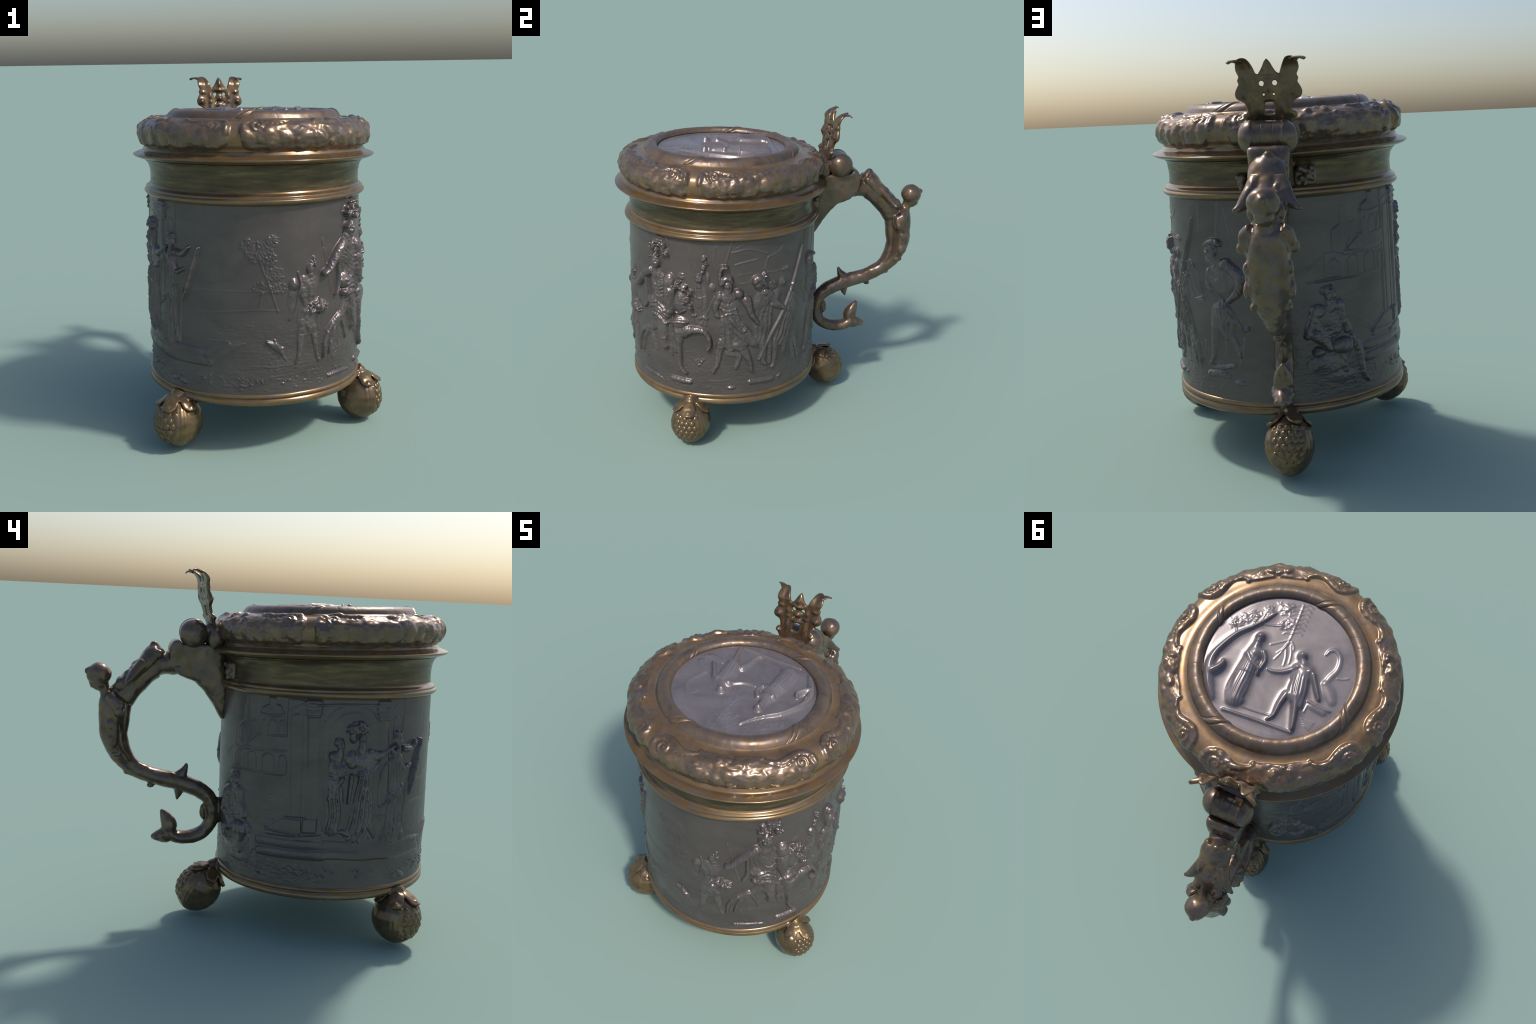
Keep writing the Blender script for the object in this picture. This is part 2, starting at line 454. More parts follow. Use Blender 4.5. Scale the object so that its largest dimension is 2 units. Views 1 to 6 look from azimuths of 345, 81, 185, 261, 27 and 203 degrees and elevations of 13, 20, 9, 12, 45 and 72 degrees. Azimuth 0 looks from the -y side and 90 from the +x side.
SOLDIER_C = [
    *face(0.016, 114.0, 1.026, 0.0245, 0.0272),
    *tuft(0.018, 113.9, 1.044, 0.0275, 0.0163),
    *face(0.025, 120.6, 1.037, 0.0274, 0.0342),
    *tuft(0.011, 122.5, 1.118, 0.0353, 0.0190),
    limb(0.018, [(116.7, 0.978, 0.0275), (115.3, 0.940, 0.0207)]),
    blob(0.016, 125.4, 0.848, 0.0600, 0.0638),
    limb(0.018, [(124.6, 0.781, 0.0487), (123.1, 0.722, 0.0612), (121.2, 0.668, 0.0666)], folds=(5, 0.005)),
    limb(0.016, [(116.4, 0.657, 0.0216), (116.3, 0.578, 0.0167), (115.5, 0.515, 0.0132), (114.3, 0.479, 0.0118)]),
    limb(0.014, [(128.4, 0.630, 0.0206), (130.1, 0.551, 0.0164), (131.3, 0.490, 0.0136)]),
    line(0.006, [(130.8, 0.969, 0.0063), (135.9, 1.001, 0.0064), (142.9, 0.862, 0.0066), (136.6, 0.829, 0.0065)]),
    line(0.006, [(132.9, 0.948, 0.0064), (138.9, 0.863, 0.0065), (141.6, 0.845, 0.0066)]),
    limb(0.016, [(128.0, 0.932, 0.0295), (125.0, 0.849, 0.0341), (127.1, 0.745, 0.0416), (129.5, 0.671, 0.0339)], folds=(3, 0.004)),
    limb(0.014, [(122.8, 0.657, 0.0189), (122.7, 0.561, 0.0144)]),
    limb(0.014, [(130.3, 0.644, 0.0181), (133.5, 0.557, 0.0135), (135.0, 0.488, 0.0113)]),
    line(0.008, [(125.9, 0.997, 0.0074), (134.3, 1.016, 0.0071), (138.3, 0.938, 0.0071), (142.1, 0.830, 0.0071)]),
    line(0.007, [(124.7, 0.982, 0.0067), (130.9, 0.914, 0.0065), (136.4, 0.829, 0.0065), (141.5, 0.827, 0.0064)]),
]
SWORDSMAN = [
    *face(0.04, 148.2, 1.079, 0.0389, 0.0378, -0.3),
    limb(0.036, [(145.2, 1.103, 0.0109), (148.7, 1.122, 0.0189), (152.6, 1.121, 0.0174), (153.9, 1.108, 0.0080)]),
    blob(0.022, 147.6, 1.037, 0.0359, 0.0306),
    limb(0.02, [(150.6, 1.112, 0.0202), (152.9, 1.110, 0.0094)]),
    blob(0.022, 152.9, 0.953, 0.0862, 0.0882),
    blob(0.034, 155.7, 1.013, 0.0391, 0.0302),
    limb(0.036, [(156.5, 1.017, 0.0296), (162.6, 0.953, 0.0308), (161.4, 0.886, 0.0257), (156.9, 0.840, 0.0178)]),
    limb(0.02, [(146.1, 0.974, 0.0179), (145.5, 0.913, 0.0181), (147.0, 0.887, 0.0139)]),
    blob(0.026, 152.3, 0.770, 0.0669, 0.0588),
    limb(0.024, [(153.6, 0.798, 0.0414), (153.8, 0.730, 0.0521), (154.1, 0.675, 0.0384)], folds=(4, 0.005)),
    limb(0.022, [(148.3, 0.744, 0.0295), (146.6, 0.631, 0.0214), (145.2, 0.545, 0.0145), (142.6, 0.496, 0.0117)]),
    limb(0.016, [(155.4, 0.682, 0.0237), (159.0, 0.623, 0.0167), (160.7, 0.563, 0.0126)]),
    line(0.009, [(146.6, 0.912, 0.0069), (155.4, 0.818, 0.0069), (163.4, 0.687, 0.0069)]),
    line(0.008, [(154.5, 0.803, 0.0062), (159.8, 0.725, 0.0062), (162.4, 0.696, 0.0062)]),
    limb(0.012, [(163.2, 0.694, 0.0096), (165.3, 0.702, 0.0123)]),
    line(0.005, [(156.7, 1.283, 0.0052), (159.3, 1.153, 0.0053), (160.2, 1.074, 0.0053)]),
    line(0.003, [(153.5, 1.309, 0.0052), (151.8, 1.150, 0.0053)]),
    line(0.003, [(142.0, 1.299, 0.0054), (141.1, 1.171, 0.0055)]),
    limb(0.014, [(142.8, 0.490, 0.0102), (150.7, 0.496, 0.0129), (157.0, 0.510, 0.0099)]),
    limb(0.016, [(141.6, 0.452, 0.0162), (148.9, 0.465, 0.0188), (154.0, 0.455, 0.0128)]),
    blob(0.012, 159.9, 0.426, 0.0305, 0.0155),
    line(0.005, [(134.0, 0.607, 0.0067), (131.4, 0.508, 0.0068)]),
    line(0.005, [(137.3, 0.599, 0.0066), (135.0, 0.501, 0.0067)]),
    line(0.005, [(140.6, 0.619, 0.0065), (138.6, 0.523, 0.0066)]),
    line(0.005, [(153.9, 0.637, 0.0063), (152.3, 0.545, 0.0064)]),
    line(0.005, [(161.8, 0.617, 0.0062), (160.5, 0.526, 0.0063)]),
    line(0.005, [(163.4, 0.652, 0.0062), (162.1, 0.562, 0.0063)]),
]
SEATED = [
    *tuft(0.042, 203.3, 0.870, 0.0432, 0.0269),
    *face(0.036, 205.0, 0.845, 0.0319, 0.0298, 0.3),
    limb(0.024, [(204.7, 0.821, 0.0286), (204.5, 0.786, 0.0322)]),
    blob(0.022, 203.5, 0.715, 0.0869, 0.0898),
    blob(0.036, 198.4, 0.776, 0.0419, 0.0327),
    blob(0.036, 209.1, 0.793, 0.0286, 0.0300),
    limb(0.034, [(198.1, 0.771, 0.0329), (195.1, 0.713, 0.0258), (193.2, 0.658, 0.0202)]),
    limb(0.028, [(196.9, 0.732, 0.0215), (198.1, 0.687, 0.0202)]),
    limb(0.03, [(209.4, 0.786, 0.0244), (210.3, 0.734, 0.0217), (213.5, 0.674, 0.0233), (212.3, 0.665, 0.0160)]),
    blob(0.05, 209.9, 0.592, 0.0585, 0.0421),
    limb(0.03, [(211.9, 0.578, 0.0367), (210.1, 0.522, 0.0250), (211.0, 0.469, 0.0177)]),
    limb(0.036, [(196.5, 0.655, 0.0260), (200.4, 0.635, 0.0326), (203.7, 0.586, 0.0204)]),
    blob(0.045, 198.0, 0.574, 0.0349, 0.0275),
    limb(0.022, [(215.6, 0.621, 0.0220), (218.7, 0.569, 0.0251), (220.3, 0.499, 0.0193), (221.5, 0.420, 0.0150), (224.2, 0.386, 0.0121)]),
    blob(0.014, 203.8, 0.502, 0.1151, 0.0513),
    blob(0.018, 196.7, 0.513, 0.0508, 0.0401),
    blob(0.012, 209.5, 0.439, 0.0901, 0.0333),
    line(0.004, [(197.1, 0.692, 0.0065), (199.8, 0.674, 0.0065), (202.7, 0.685, 0.0065)]),
    line(0.004, [(200.5, 0.673, 0.0065), (203.3, 0.655, 0.0065), (206.3, 0.665, 0.0065)]),
    line(0.004, [(204.1, 0.683, 0.0065), (207.0, 0.663, 0.0065), (210.1, 0.673, 0.0065)]),
    line(0.006, [(208.2, 0.618, 0.0066), (207.6, 0.567, 0.0066)]),
    line(0.006, [(210.5, 0.614, 0.0066), (209.9, 0.563, 0.0066)]),
    line(0.006, [(212.9, 0.609, 0.0066), (212.2, 0.559, 0.0066)]),
]
TOWN = [
    slab(0.007, [(206.7, 1.156), (206.2, 1.052), (212.5, 1.033), (215.2, 1.082), (217.4, 1.122), (213.3, 1.180), (212.9, 1.268), (211.5, 1.269), (211.0, 1.183)]),
    slab(0.006, [(202.3, 1.046), (202.1, 0.926), (212.0, 0.924), (212.4, 1.040)]),
    line(0.004, [(202.3, 1.046, 0.0056), (212.5, 1.042, 0.0056)]),
    line(0.003, [(213.3, 1.309, 0.0048), (213.2, 1.267, 0.0048)]),
    line(0.004, [(203.9, 0.927, 0.0049), (204.2, 0.984, 0.0049), (206.1, 1.013, 0.0049), (208.3, 1.014, 0.0049), (210.9, 0.989, 0.0049), (210.9, 0.925, 0.0050)]),
    line(0.004, [(209.5, 1.093, 0.0042), (209.6, 1.128, 0.0042), (210.8, 1.141, 0.0042), (212.1, 1.121, 0.0042), (212.0, 1.090, 0.0042)]),
    slab(0.012, [(223.1, 1.114), (222.7, 1.232), (223.8, 1.261), (226.6, 1.277), (227.7, 1.282), (227.5, 1.326), (232.0, 1.330), (232.5, 1.286), (234.7, 1.278), (236.4, 1.245), (237.4, 1.127)]),
    line(0.006, [(222.4, 1.229, 0.0069), (229.6, 1.223, 0.0069), (236.6, 1.234, 0.0068)]),
    line(-0.006, [(227.8, 1.122, 0.0049), (228.0, 1.178, 0.0048), (230.2, 1.205, 0.0048), (232.9, 1.183, 0.0048), (233.3, 1.127, 0.0048)]),
    line(-0.005, [(223.7, 1.138, 0.0042), (224.0, 1.188, 0.0042), (226.0, 1.200, 0.0041)]),
    line(-0.005, [(234.2, 1.136, 0.0041), (234.4, 1.191, 0.0041), (235.7, 1.203, 0.0041)]),
    slab(0.01, [(213.3, 1.054), (220.9, 1.114), (238.4, 1.124), (238.6, 1.052), (227.3, 1.046), (215.1, 1.050)]),
    line(0.006, [(220.7, 1.117, 0.0070), (230.0, 1.118, 0.0069), (238.3, 1.123, 0.0069)]),
    line(0.006, [(213.1, 1.054, 0.0071), (223.1, 1.047, 0.0070), (231.0, 1.046, 0.0070), (238.6, 1.051, 0.0069)]),
    slab(0.006, [(205.0, 1.026), (213.5, 1.033), (238.6, 1.044), (238.3, 0.929), (215.4, 0.924), (205.4, 0.925)]),
    line(-0.006, [(215.0, 0.936, 0.0050), (214.7, 0.993, 0.0050), (216.1, 1.021, 0.0050), (218.9, 1.025, 0.0049), (220.3, 1.001, 0.0049), (220.6, 0.936, 0.0050)]),
    line(-0.006, [(224.6, 0.931, 0.0050), (224.4, 0.991, 0.0049), (226.2, 1.020, 0.0049), (229.7, 1.025, 0.0049), (231.5, 1.000, 0.0049), (231.7, 0.932, 0.0049)]),
    line(-0.006, [(234.2, 0.936, 0.0049), (234.0, 0.991, 0.0049), (235.0, 1.018, 0.0049), (237.1, 1.020, 0.0048), (238.3, 0.996, 0.0049), (238.5, 0.932, 0.0049)]),
    line(0.006, [(198.3, 0.917, 0.0059), (215.4, 0.922, 0.0057), (227.6, 0.924, 0.0056), (238.0, 0.927, 0.0056)]),
    line(0.004, [(215.7, 1.318, 0.0042), (216.4, 1.186, 0.0042), (219.9, 1.186, 0.0042)]),
    line(0.003, [(216.6, 1.182, 0.0042), (220.1, 1.120, 0.0042)]),
    line(0.003, [(195.1, 0.972, 0.0042), (198.0, 1.012, 0.0042), (202.0, 1.035, 0.0042)]),
    line(0.004, [(193.8, 0.914, 0.0056), (203.1, 0.918, 0.0057), (214.5, 0.919, 0.0057), (236.2, 0.919, 0.0059)]),
]
PALACE = [
    slab(0.008, [(237.9, 1.331), (248.0, 1.311), (250.3, 0.705), (238.1, 0.703), (238.1, 0.905)]),
    line(-0.006, [(241.4, 0.709, 0.0050), (239.9, 1.203, 0.0048), (241.5, 1.235, 0.0047), (243.9, 1.240, 0.0047), (246.0, 1.215, 0.0047), (246.6, 0.701, 0.0050)]),
    line(0.004, [(238.8, 1.258, 0.0054), (247.6, 1.304, 0.0054)]),
    limb(0.016, [(251.4, 1.226, 0.0283), (252.2, 0.988, 0.0303), (252.3, 0.715, 0.0339)]),
    slab(0.02, [(246.7, 1.297), (248.4, 1.224), (254.7, 1.225), (256.0, 1.296), (254.9, 1.338), (248.0, 1.338)]),
    line(0.005, [(246.8, 1.293, 0.0060), (251.6, 1.284, 0.0060), (255.8, 1.294, 0.0060)]),
    line(0.005, [(246.9, 1.266, 0.0061), (251.7, 1.258, 0.0061), (255.9, 1.268, 0.0060)]),
    line(0.005, [(247.0, 1.243, 0.0061), (251.8, 1.234, 0.0061), (256.0, 1.244, 0.0061)]),
    slab(0.02, [(247.8, 0.705), (247.4, 0.626), (254.9, 0.629), (255.1, 0.711)]),
    slab(0.012, [(244.7, 0.608), (243.5, 0.581), (258.1, 0.579), (257.2, 0.625)]),
    line(0.008, [(249.2, 1.297, 0.0060), (256.3, 1.291, 0.0060), (265.2, 1.296, 0.0060), (283.5, 1.294, 0.0061), (293.0, 1.288, 0.0062)]),
    line(0.005, [(249.1, 1.326, 0.0053), (256.1, 1.326, 0.0053), (268.3, 1.327, 0.0053), (284.8, 1.331, 0.0054)]),
    line(0.006, [(258.0, 0.649, 0.0071), (256.2, 1.148, 0.0068), (257.9, 1.210, 0.0067), (261.5, 1.261, 0.0067), (265.3, 1.279, 0.0067)]),
    line(-0.005, [(259.6, 0.964, 0.0062), (259.5, 1.149, 0.0061), (262.0, 1.217, 0.0061), (266.7, 1.253, 0.0061), (272.7, 1.259, 0.0061), (277.6, 1.235, 0.0061), (280.3, 1.198, 0.0061)]),
    line(0.006, [(275.1, 1.280, 0.0067), (280.1, 1.263, 0.0068), (284.1, 1.211, 0.0069)]),
    limb(0.013, [(287.8, 1.210, 0.0276), (288.9, 1.030, 0.0281), (290.3, 0.710, 0.0291)]),
    slab(0.017, [(282.9, 1.287), (284.4, 1.212), (291.0, 1.212), (292.6, 1.284), (291.4, 1.328), (284.4, 1.330)]),
    line(0.005, [(283.5, 1.279, 0.0054), (288.3, 1.274, 0.0055), (292.8, 1.279, 0.0055)]),
    line(0.005, [(283.7, 1.255, 0.0055), (288.5, 1.250, 0.0055), (293.0, 1.254, 0.0055)]),
    line(0.005, [(283.8, 1.235, 0.0055), (288.6, 1.230, 0.0055), (293.1, 1.234, 0.0055)]),
    line(-0.007, [(301.3, 1.326, 0.0042), (300.5, 1.160, 0.0042)]),
    line(-0.005, [(295.2, 1.066, 0.0049), (294.4, 1.213, 0.0049), (296.5, 1.239, 0.0049), (299.6, 1.210, 0.0049), (299.1, 1.147, 0.0049)]),
    line(0.004, [(292.9, 1.269, 0.0048), (296.7, 1.294, 0.0048)]),
    line(0.006, [(283.4, 0.716, 0.0065), (290.6, 0.715, 0.0065)]),
    line(0.004, [(284.4, 0.700, 0.0050), (290.8, 0.698, 0.0051)]),
]
STEPS = [
    slab(0.012, [(227.6, 0.632), (237.8, 0.699), (247.1, 0.696), (247.4, 0.625), (244.8, 0.601), (227.7, 0.596)]),
    line(0.006, [(227.4, 0.630, 0.0065), (236.2, 0.624, 0.0065), (244.6, 0.620, 0.0064)]),
    line(0.004, [(227.3, 0.631, 0.0051), (237.7, 0.702, 0.0050)]),
    limb(0.011, [(224.1, 0.560, 0.0234), (236.5, 0.560, 0.0231), (247.6, 0.561, 0.0230), (258.1, 0.561, 0.0229)]),
    limb(0.016, [(224.6, 0.502, 0.0235), (236.8, 0.507, 0.0247), (247.8, 0.508, 0.0245), (258.3, 0.508, 0.0245)]),
    limb(0.011, [(252.1, 0.567, 0.0258), (265.3, 0.566, 0.0258), (279.1, 0.554, 0.0261), (295.0, 0.548, 0.0268), (315.8, 0.541, 0.0287)]),
    limb(0.017, [(252.4, 0.515, 0.0245), (265.4, 0.517, 0.0260), (279.1, 0.509, 0.0277), (295.0, 0.512, 0.0284), (317.2, 0.508, 0.0291)]),
    limb(0.011, [(277.2, 0.587, 0.0230), (293.0, 0.545, 0.0291), (307.8, 0.551, 0.0282), (320.1, 0.548, 0.0180)]),
    limb(0.011, [(320.1, 0.548, 0.0180), (332.2, 0.612, 0.0068)]),
    limb(0.015, [(278.5, 0.525, 0.0308), (295.4, 0.505, 0.0320), (309.5, 0.506, 0.0297), (321.5, 0.502, 0.0237)]),
    slab(0.01, [(320.0, 0.529), (331.9, 0.615), (339.7, 0.615), (321.7, 0.484)]),
    line(0.004, [(319.8, 0.528, 0.0056), (331.8, 0.614, 0.0055), (339.7, 0.613, 0.0054)]),
    line(0.005, [(321.5, 0.483, 0.0056), (330.7, 0.545, 0.0055), (339.7, 0.613, 0.0054)]),
]
LADY_A = [
    *face(0.026, 265.3, 1.088, 0.0203, 0.0300, 0.2),
    *tuft(0.022, 263.1, 1.103, 0.0162, 0.0177),
    *tuft(0.02, 264.1, 1.115, 0.0243, 0.0150),
    limb(0.018, [(265.2, 1.064, 0.0151), (265.0, 1.043, 0.0206)]),
    blob(0.022, 262.8, 1.023, 0.0419, 0.0411),
    blob(0.024, 261.4, 1.036, 0.0229, 0.0233),
    blob(0.02, 263.7, 0.961, 0.0489, 0.0379),
    blob(0.018, 262.8, 0.891, 0.0394, 0.0417),
    limb(0.016, [(263.3, 0.856, 0.0419), (263.4, 0.758, 0.0451), (262.5, 0.659, 0.0441)], folds=(4, 0.005)),
    limb(0.02, [(266.8, 0.920, 0.0111), (263.8, 0.871, 0.0139), (260.2, 0.814, 0.0098)]),
    line(0.005, [(260.1, 0.992, 0.0069), (264.1, 0.973, 0.0069), (268.0, 0.980, 0.0069)]),
    line(0.005, [(259.7, 0.937, 0.0069), (264.3, 0.928, 0.0069), (268.8, 0.945, 0.0069)]),
]
LADY_B = [
    *tuft(0.032, 269.9, 1.174, 0.0258, 0.0253),
    *tuft(0.032, 272.4, 1.189, 0.0277, 0.0268),
    *tuft(0.032, 275.4, 1.191, 0.0283, 0.0269),
    *tuft(0.032, 277.8, 1.174, 0.0241, 0.0225),
    *tuft(0.032, 271.3, 1.157, 0.0245, 0.0239),
    *tuft(0.032, 274.2, 1.168, 0.0296, 0.0284),
    *face(0.03, 276.3, 1.123, 0.0246, 0.0342, 0.2),
    *face(0.025, 271.4, 1.128, 0.0209, 0.0272, -0.2),
    limb(0.022, [(276.5, 1.098, 0.0193), (276.3, 1.064, 0.0276)]),
    blob(0.03, 271.4, 1.017, 0.0420, 0.0495),
    blob(0.022, 279.1, 1.005, 0.0672, 0.0500),
    blob(0.026, 280.8, 1.049, 0.0342, 0.0263),
    limb(0.026, [(280.9, 1.035, 0.0313), (286.4, 1.040, 0.0210), (290.5, 1.062, 0.0141), (294.5, 1.084, 0.0092)]),
    limb(0.02, [(276.0, 0.940, 0.0209), (282.2, 0.965, 0.0182), (286.5, 1.001, 0.0141)]),
    limb(0.022, [(278.4, 0.939, 0.0462), (278.4, 0.869, 0.0507), (277.9, 0.771, 0.0604), (275.1, 0.645, 0.0753)], folds=(5, 0.006)),
    blob(0.03, 278.6, 0.870, 0.0344, 0.0239),
    limb(0.022, [(271.3, 0.934, 0.0125), (270.7, 0.857, 0.0112), (270.1, 0.794, 0.0085)]),
    limb(0.02, [(270.8, 0.631, 0.0186), (267.1, 0.642, 0.0128), (264.8, 0.640, 0.0071)]),
    limb(0.016, [(280.3, 0.684, 0.0287), (283.7, 0.617, 0.0247)], folds=(2, 0.005)),
    line(0.006, [(272.9, 0.931, 0.0063), (278.4, 0.947, 0.0063), (284.2, 0.962, 0.0063)]),
]
LADY_C = [
    *face(0.032, 297.3, 1.109, 0.0296, 0.0296, -0.2),
    *tuft(0.03, 297.4, 1.140, 0.0315, 0.0225),
    limb(0.024, [(297.7, 1.087, 0.0128), (297.0, 1.060, 0.0199)]),
    blob(0.026, 296.6, 1.025, 0.0467, 0.0398),
    limb(0.024, [(294.0, 1.048, 0.0184), (292.6, 1.063, 0.0113)]),
    limb(0.03, [(301.1, 1.064, 0.0187), (306.2, 1.062, 0.0182), (310.1, 1.097, 0.0110)]),
    limb(0.024, [(298.4, 1.009, 0.0144), (301.4, 0.960, 0.0131), (306.6, 0.980, 0.0103)]),
    limb(0.022, [(297.3, 0.982, 0.0373), (297.2, 0.883, 0.0450), (296.4, 0.755, 0.0557), (294.4, 0.612, 0.0681)], folds=(6, 0.006)),
    line(0.01, [(293.7, 1.018, 0.0071), (288.6, 0.977, 0.0071), (286.9, 0.891, 0.0071), (287.1, 0.784, 0.0072), (288.8, 0.772, 0.0072), (293.9, 0.817, 0.0072), (301.9, 0.883, 0.0073)]),
    limb(0.02, [(290.1, 0.812, 0.0130), (294.1, 0.836, 0.0130), (300.3, 0.879, 0.0073)]),
    line(0.008, [(306.3, 0.877, 0.0059), (304.1, 0.727, 0.0060), (303.8, 0.588, 0.0061)]),
    limb(0.026, [(316.0, 1.100, 0.0066), (313.4, 1.019, 0.0100), (309.5, 0.893, 0.0095), (306.0, 0.810, 0.0062)]),
    limb(0.014, [(300.6, 0.660, 0.0194), (303.1, 0.586, 0.0136)]),
]
TREE = [
    line(0.005, [(346.8, 1.073, 0.0065), (348.9, 0.994, 0.0065), (351.6, 0.928, 0.0066), (356.3, 0.779, 0.0067)]),
    line(0.004, [(351.0, 1.020, 0.0046), (352.3, 1.071, 0.0046), (354.1, 1.148, 0.0045)]),
    line(0.004, [(348.5, 0.882, 0.0060), (346.9, 0.803, 0.0060)]),
    line(0.003, [(345.0, 1.099, 0.0039), (341.3, 1.144, 0.0039)]),
]
STONES = [
    limb(0.024, [(52.4, 0.409, 0.0194), (58.1, 0.407, 0.0200), (64.1, 0.408, 0.0176)]),
    limb(0.018, [(100.0, 0.407, 0.0161), (106.2, 0.406, 0.0162), (113.9, 0.406, 0.0134)]),
    blob(0.016, 88.8, 0.381, 0.0272, 0.0117),
    blob(0.014, 119.1, 0.407, 0.0196, 0.0097, 25),
    limb(0.012, [(26.7, 0.386, 0.0096), (35.7, 0.385, 0.0084), (43.5, 0.381, 0.0071)]),
    blob(0.014, 304.1, 0.378, 0.0418, 0.0173, -25),
    blob(0.012, 300.0, 0.378, 0.0329, 0.0138, 20),
    limb(0.008, [(29.9, 0.388, 0.0109), (40.0, 0.386, 0.0091)]),
]
GROUND = [
    line(0.003, [(309.2, 0.883, 0.0061), (323.2, 0.885, 0.0060), (338.7, 0.887, 0.0060), (356.6, 0.884, 0.0060)]),
    line(0.004, [(307.2, 0.768, 0.0062), (323.1, 0.773, 0.0061), (344.8, 0.790, 0.0060), (356.6, 0.784, 0.0060)]),
    line(0.004, [(306.4, 0.624, 0.0063), (317.1, 0.625, 0.0062), (331.5, 0.620, 0.0061)]),
    line(0.003, [(339.6, 0.569, 0.0061), (356.6, 0.561, 0.0062)]),
    line(0.004, [(343.4, 0.490, 0.0062), (356.6, 0.480, 0.0062)]),
    line(0.003, [(355.8, 0.884, 0.0057), (0.7, 0.882, 0.0057)]),
    line(0.004, [(352.1, 0.484, 0.0059), (4.6, 0.489, 0.0059), (13.4, 0.492, 0.0060)]),
    line(0.004, [(352.1, 0.429, 0.0059), (7.9, 0.438, 0.0060), (18.7, 0.441, 0.0061)]),
    line(0.003, [(32.7, 0.587, 0.0061), (41.0, 0.578, 0.0062)]),
    line(0.004, [(76.3, 0.423, 0.0065), (83.1, 0.425, 0.0065), (88.6, 0.436, 0.0065)]),
    line(0.003, [(118.2, 0.496, 0.0066), (128.6, 0.488, 0.0067)]),
    line(0.003, [(308.1, 0.771, 0.0068), (322.6, 0.767, 0.0072)]),
    line(0.002, [(309.4, 0.886, 0.0067), (320.4, 0.883, 0.0070)]),
]
MED_WOMAN = [
    limb(0.018, [(0.151, -0.033, 0.0336), (0.155, 0.081, 0.0480), (0.156, 0.192, 0.0576), (0.158, 0.259, 0.0336)], folds=(3, 0.002)),
    blob(0.034, 0.148, -0.117, 0.0269, 0.0269),
    blob(0.026, 0.153, -0.089, 0.0192, 0.0192),
    limb(0.024, [(0.148, -0.091, 0.0192), (0.150, -0.056, 0.0288)]),
    blob(0.026, 0.140, -0.020, 0.0456, 0.0456),
    limb(0.03, [(0.176, -0.001, 0.0173), (0.140, 0.036, 0.0134), (0.095, 0.058, 0.0096), (0.087, 0.085, 0.0077)]),
    limb(0.024, [(0.102, -0.041, 0.0163), (0.077, 0.001, 0.0134), (0.084, 0.054, 0.0086)]),
    limb(0.026, [(0.140, 0.030, 0.0384), (0.147, 0.100, 0.0432), (0.150, 0.168, 0.0480), (0.141, 0.252, 0.0408)], folds=(5, 0.004)),
    line(0.005, [(0.198, 0.092, 0.0048), (0.145, 0.094, 0.0048), (0.105, 0.090, 0.0048)]),
    limb(0.012, [(0.104, 0.243, 0.0096), (0.109, 0.267, 0.0067)]),
]
MED_MAN = [
    blob(0.018, -0.130, -0.001, 0.0672, 0.0720),
    blob(0.036, -0.096, -0.091, 0.0278, 0.0278),
    limb(0.024, [(-0.101, -0.074, 0.0192), (-0.119, -0.047, 0.0288)]),
    blob(0.026, -0.134, 0.003, 0.0504, 0.0576),
    blob(0.028, -0.092, -0.020, 0.0264, 0.0240),
    blob(0.028, -0.163, -0.019, 0.0240, 0.0240),
    limb(0.014, [(-0.080, -0.010, 0.0163), (-0.033, 0.026, 0.0125), (0.017, 0.042, 0.0096), (0.046, 0.039, 0.0058)]),
    limb(0.028, [(-0.184, -0.011, 0.0173), (-0.213, 0.038, 0.0144), (-0.250, 0.095, 0.0115), (-0.259, 0.105, 0.0086)]),
    limb(0.028, [(-0.136, 0.041, 0.0480), (-0.139, 0.089, 0.0528), (-0.144, 0.126, 0.0480)], folds=(5, 0.004)),
    limb(0.022, [(-0.092, 0.135, 0.0230), (-0.079, 0.199, 0.0173), (-0.073, 0.266, 0.0106), (-0.050, 0.296, 0.0062)]),
    limb(0.03, [(-0.147, 0.135, 0.0269), (-0.167, 0.209, 0.0192), (-0.185, 0.288, 0.0125), (-0.186, 0.303, 0.0096)]),
    limb(0.02, [(-0.177, 0.145, 0.0192), (-0.183, 0.175, 0.0144)]),
]
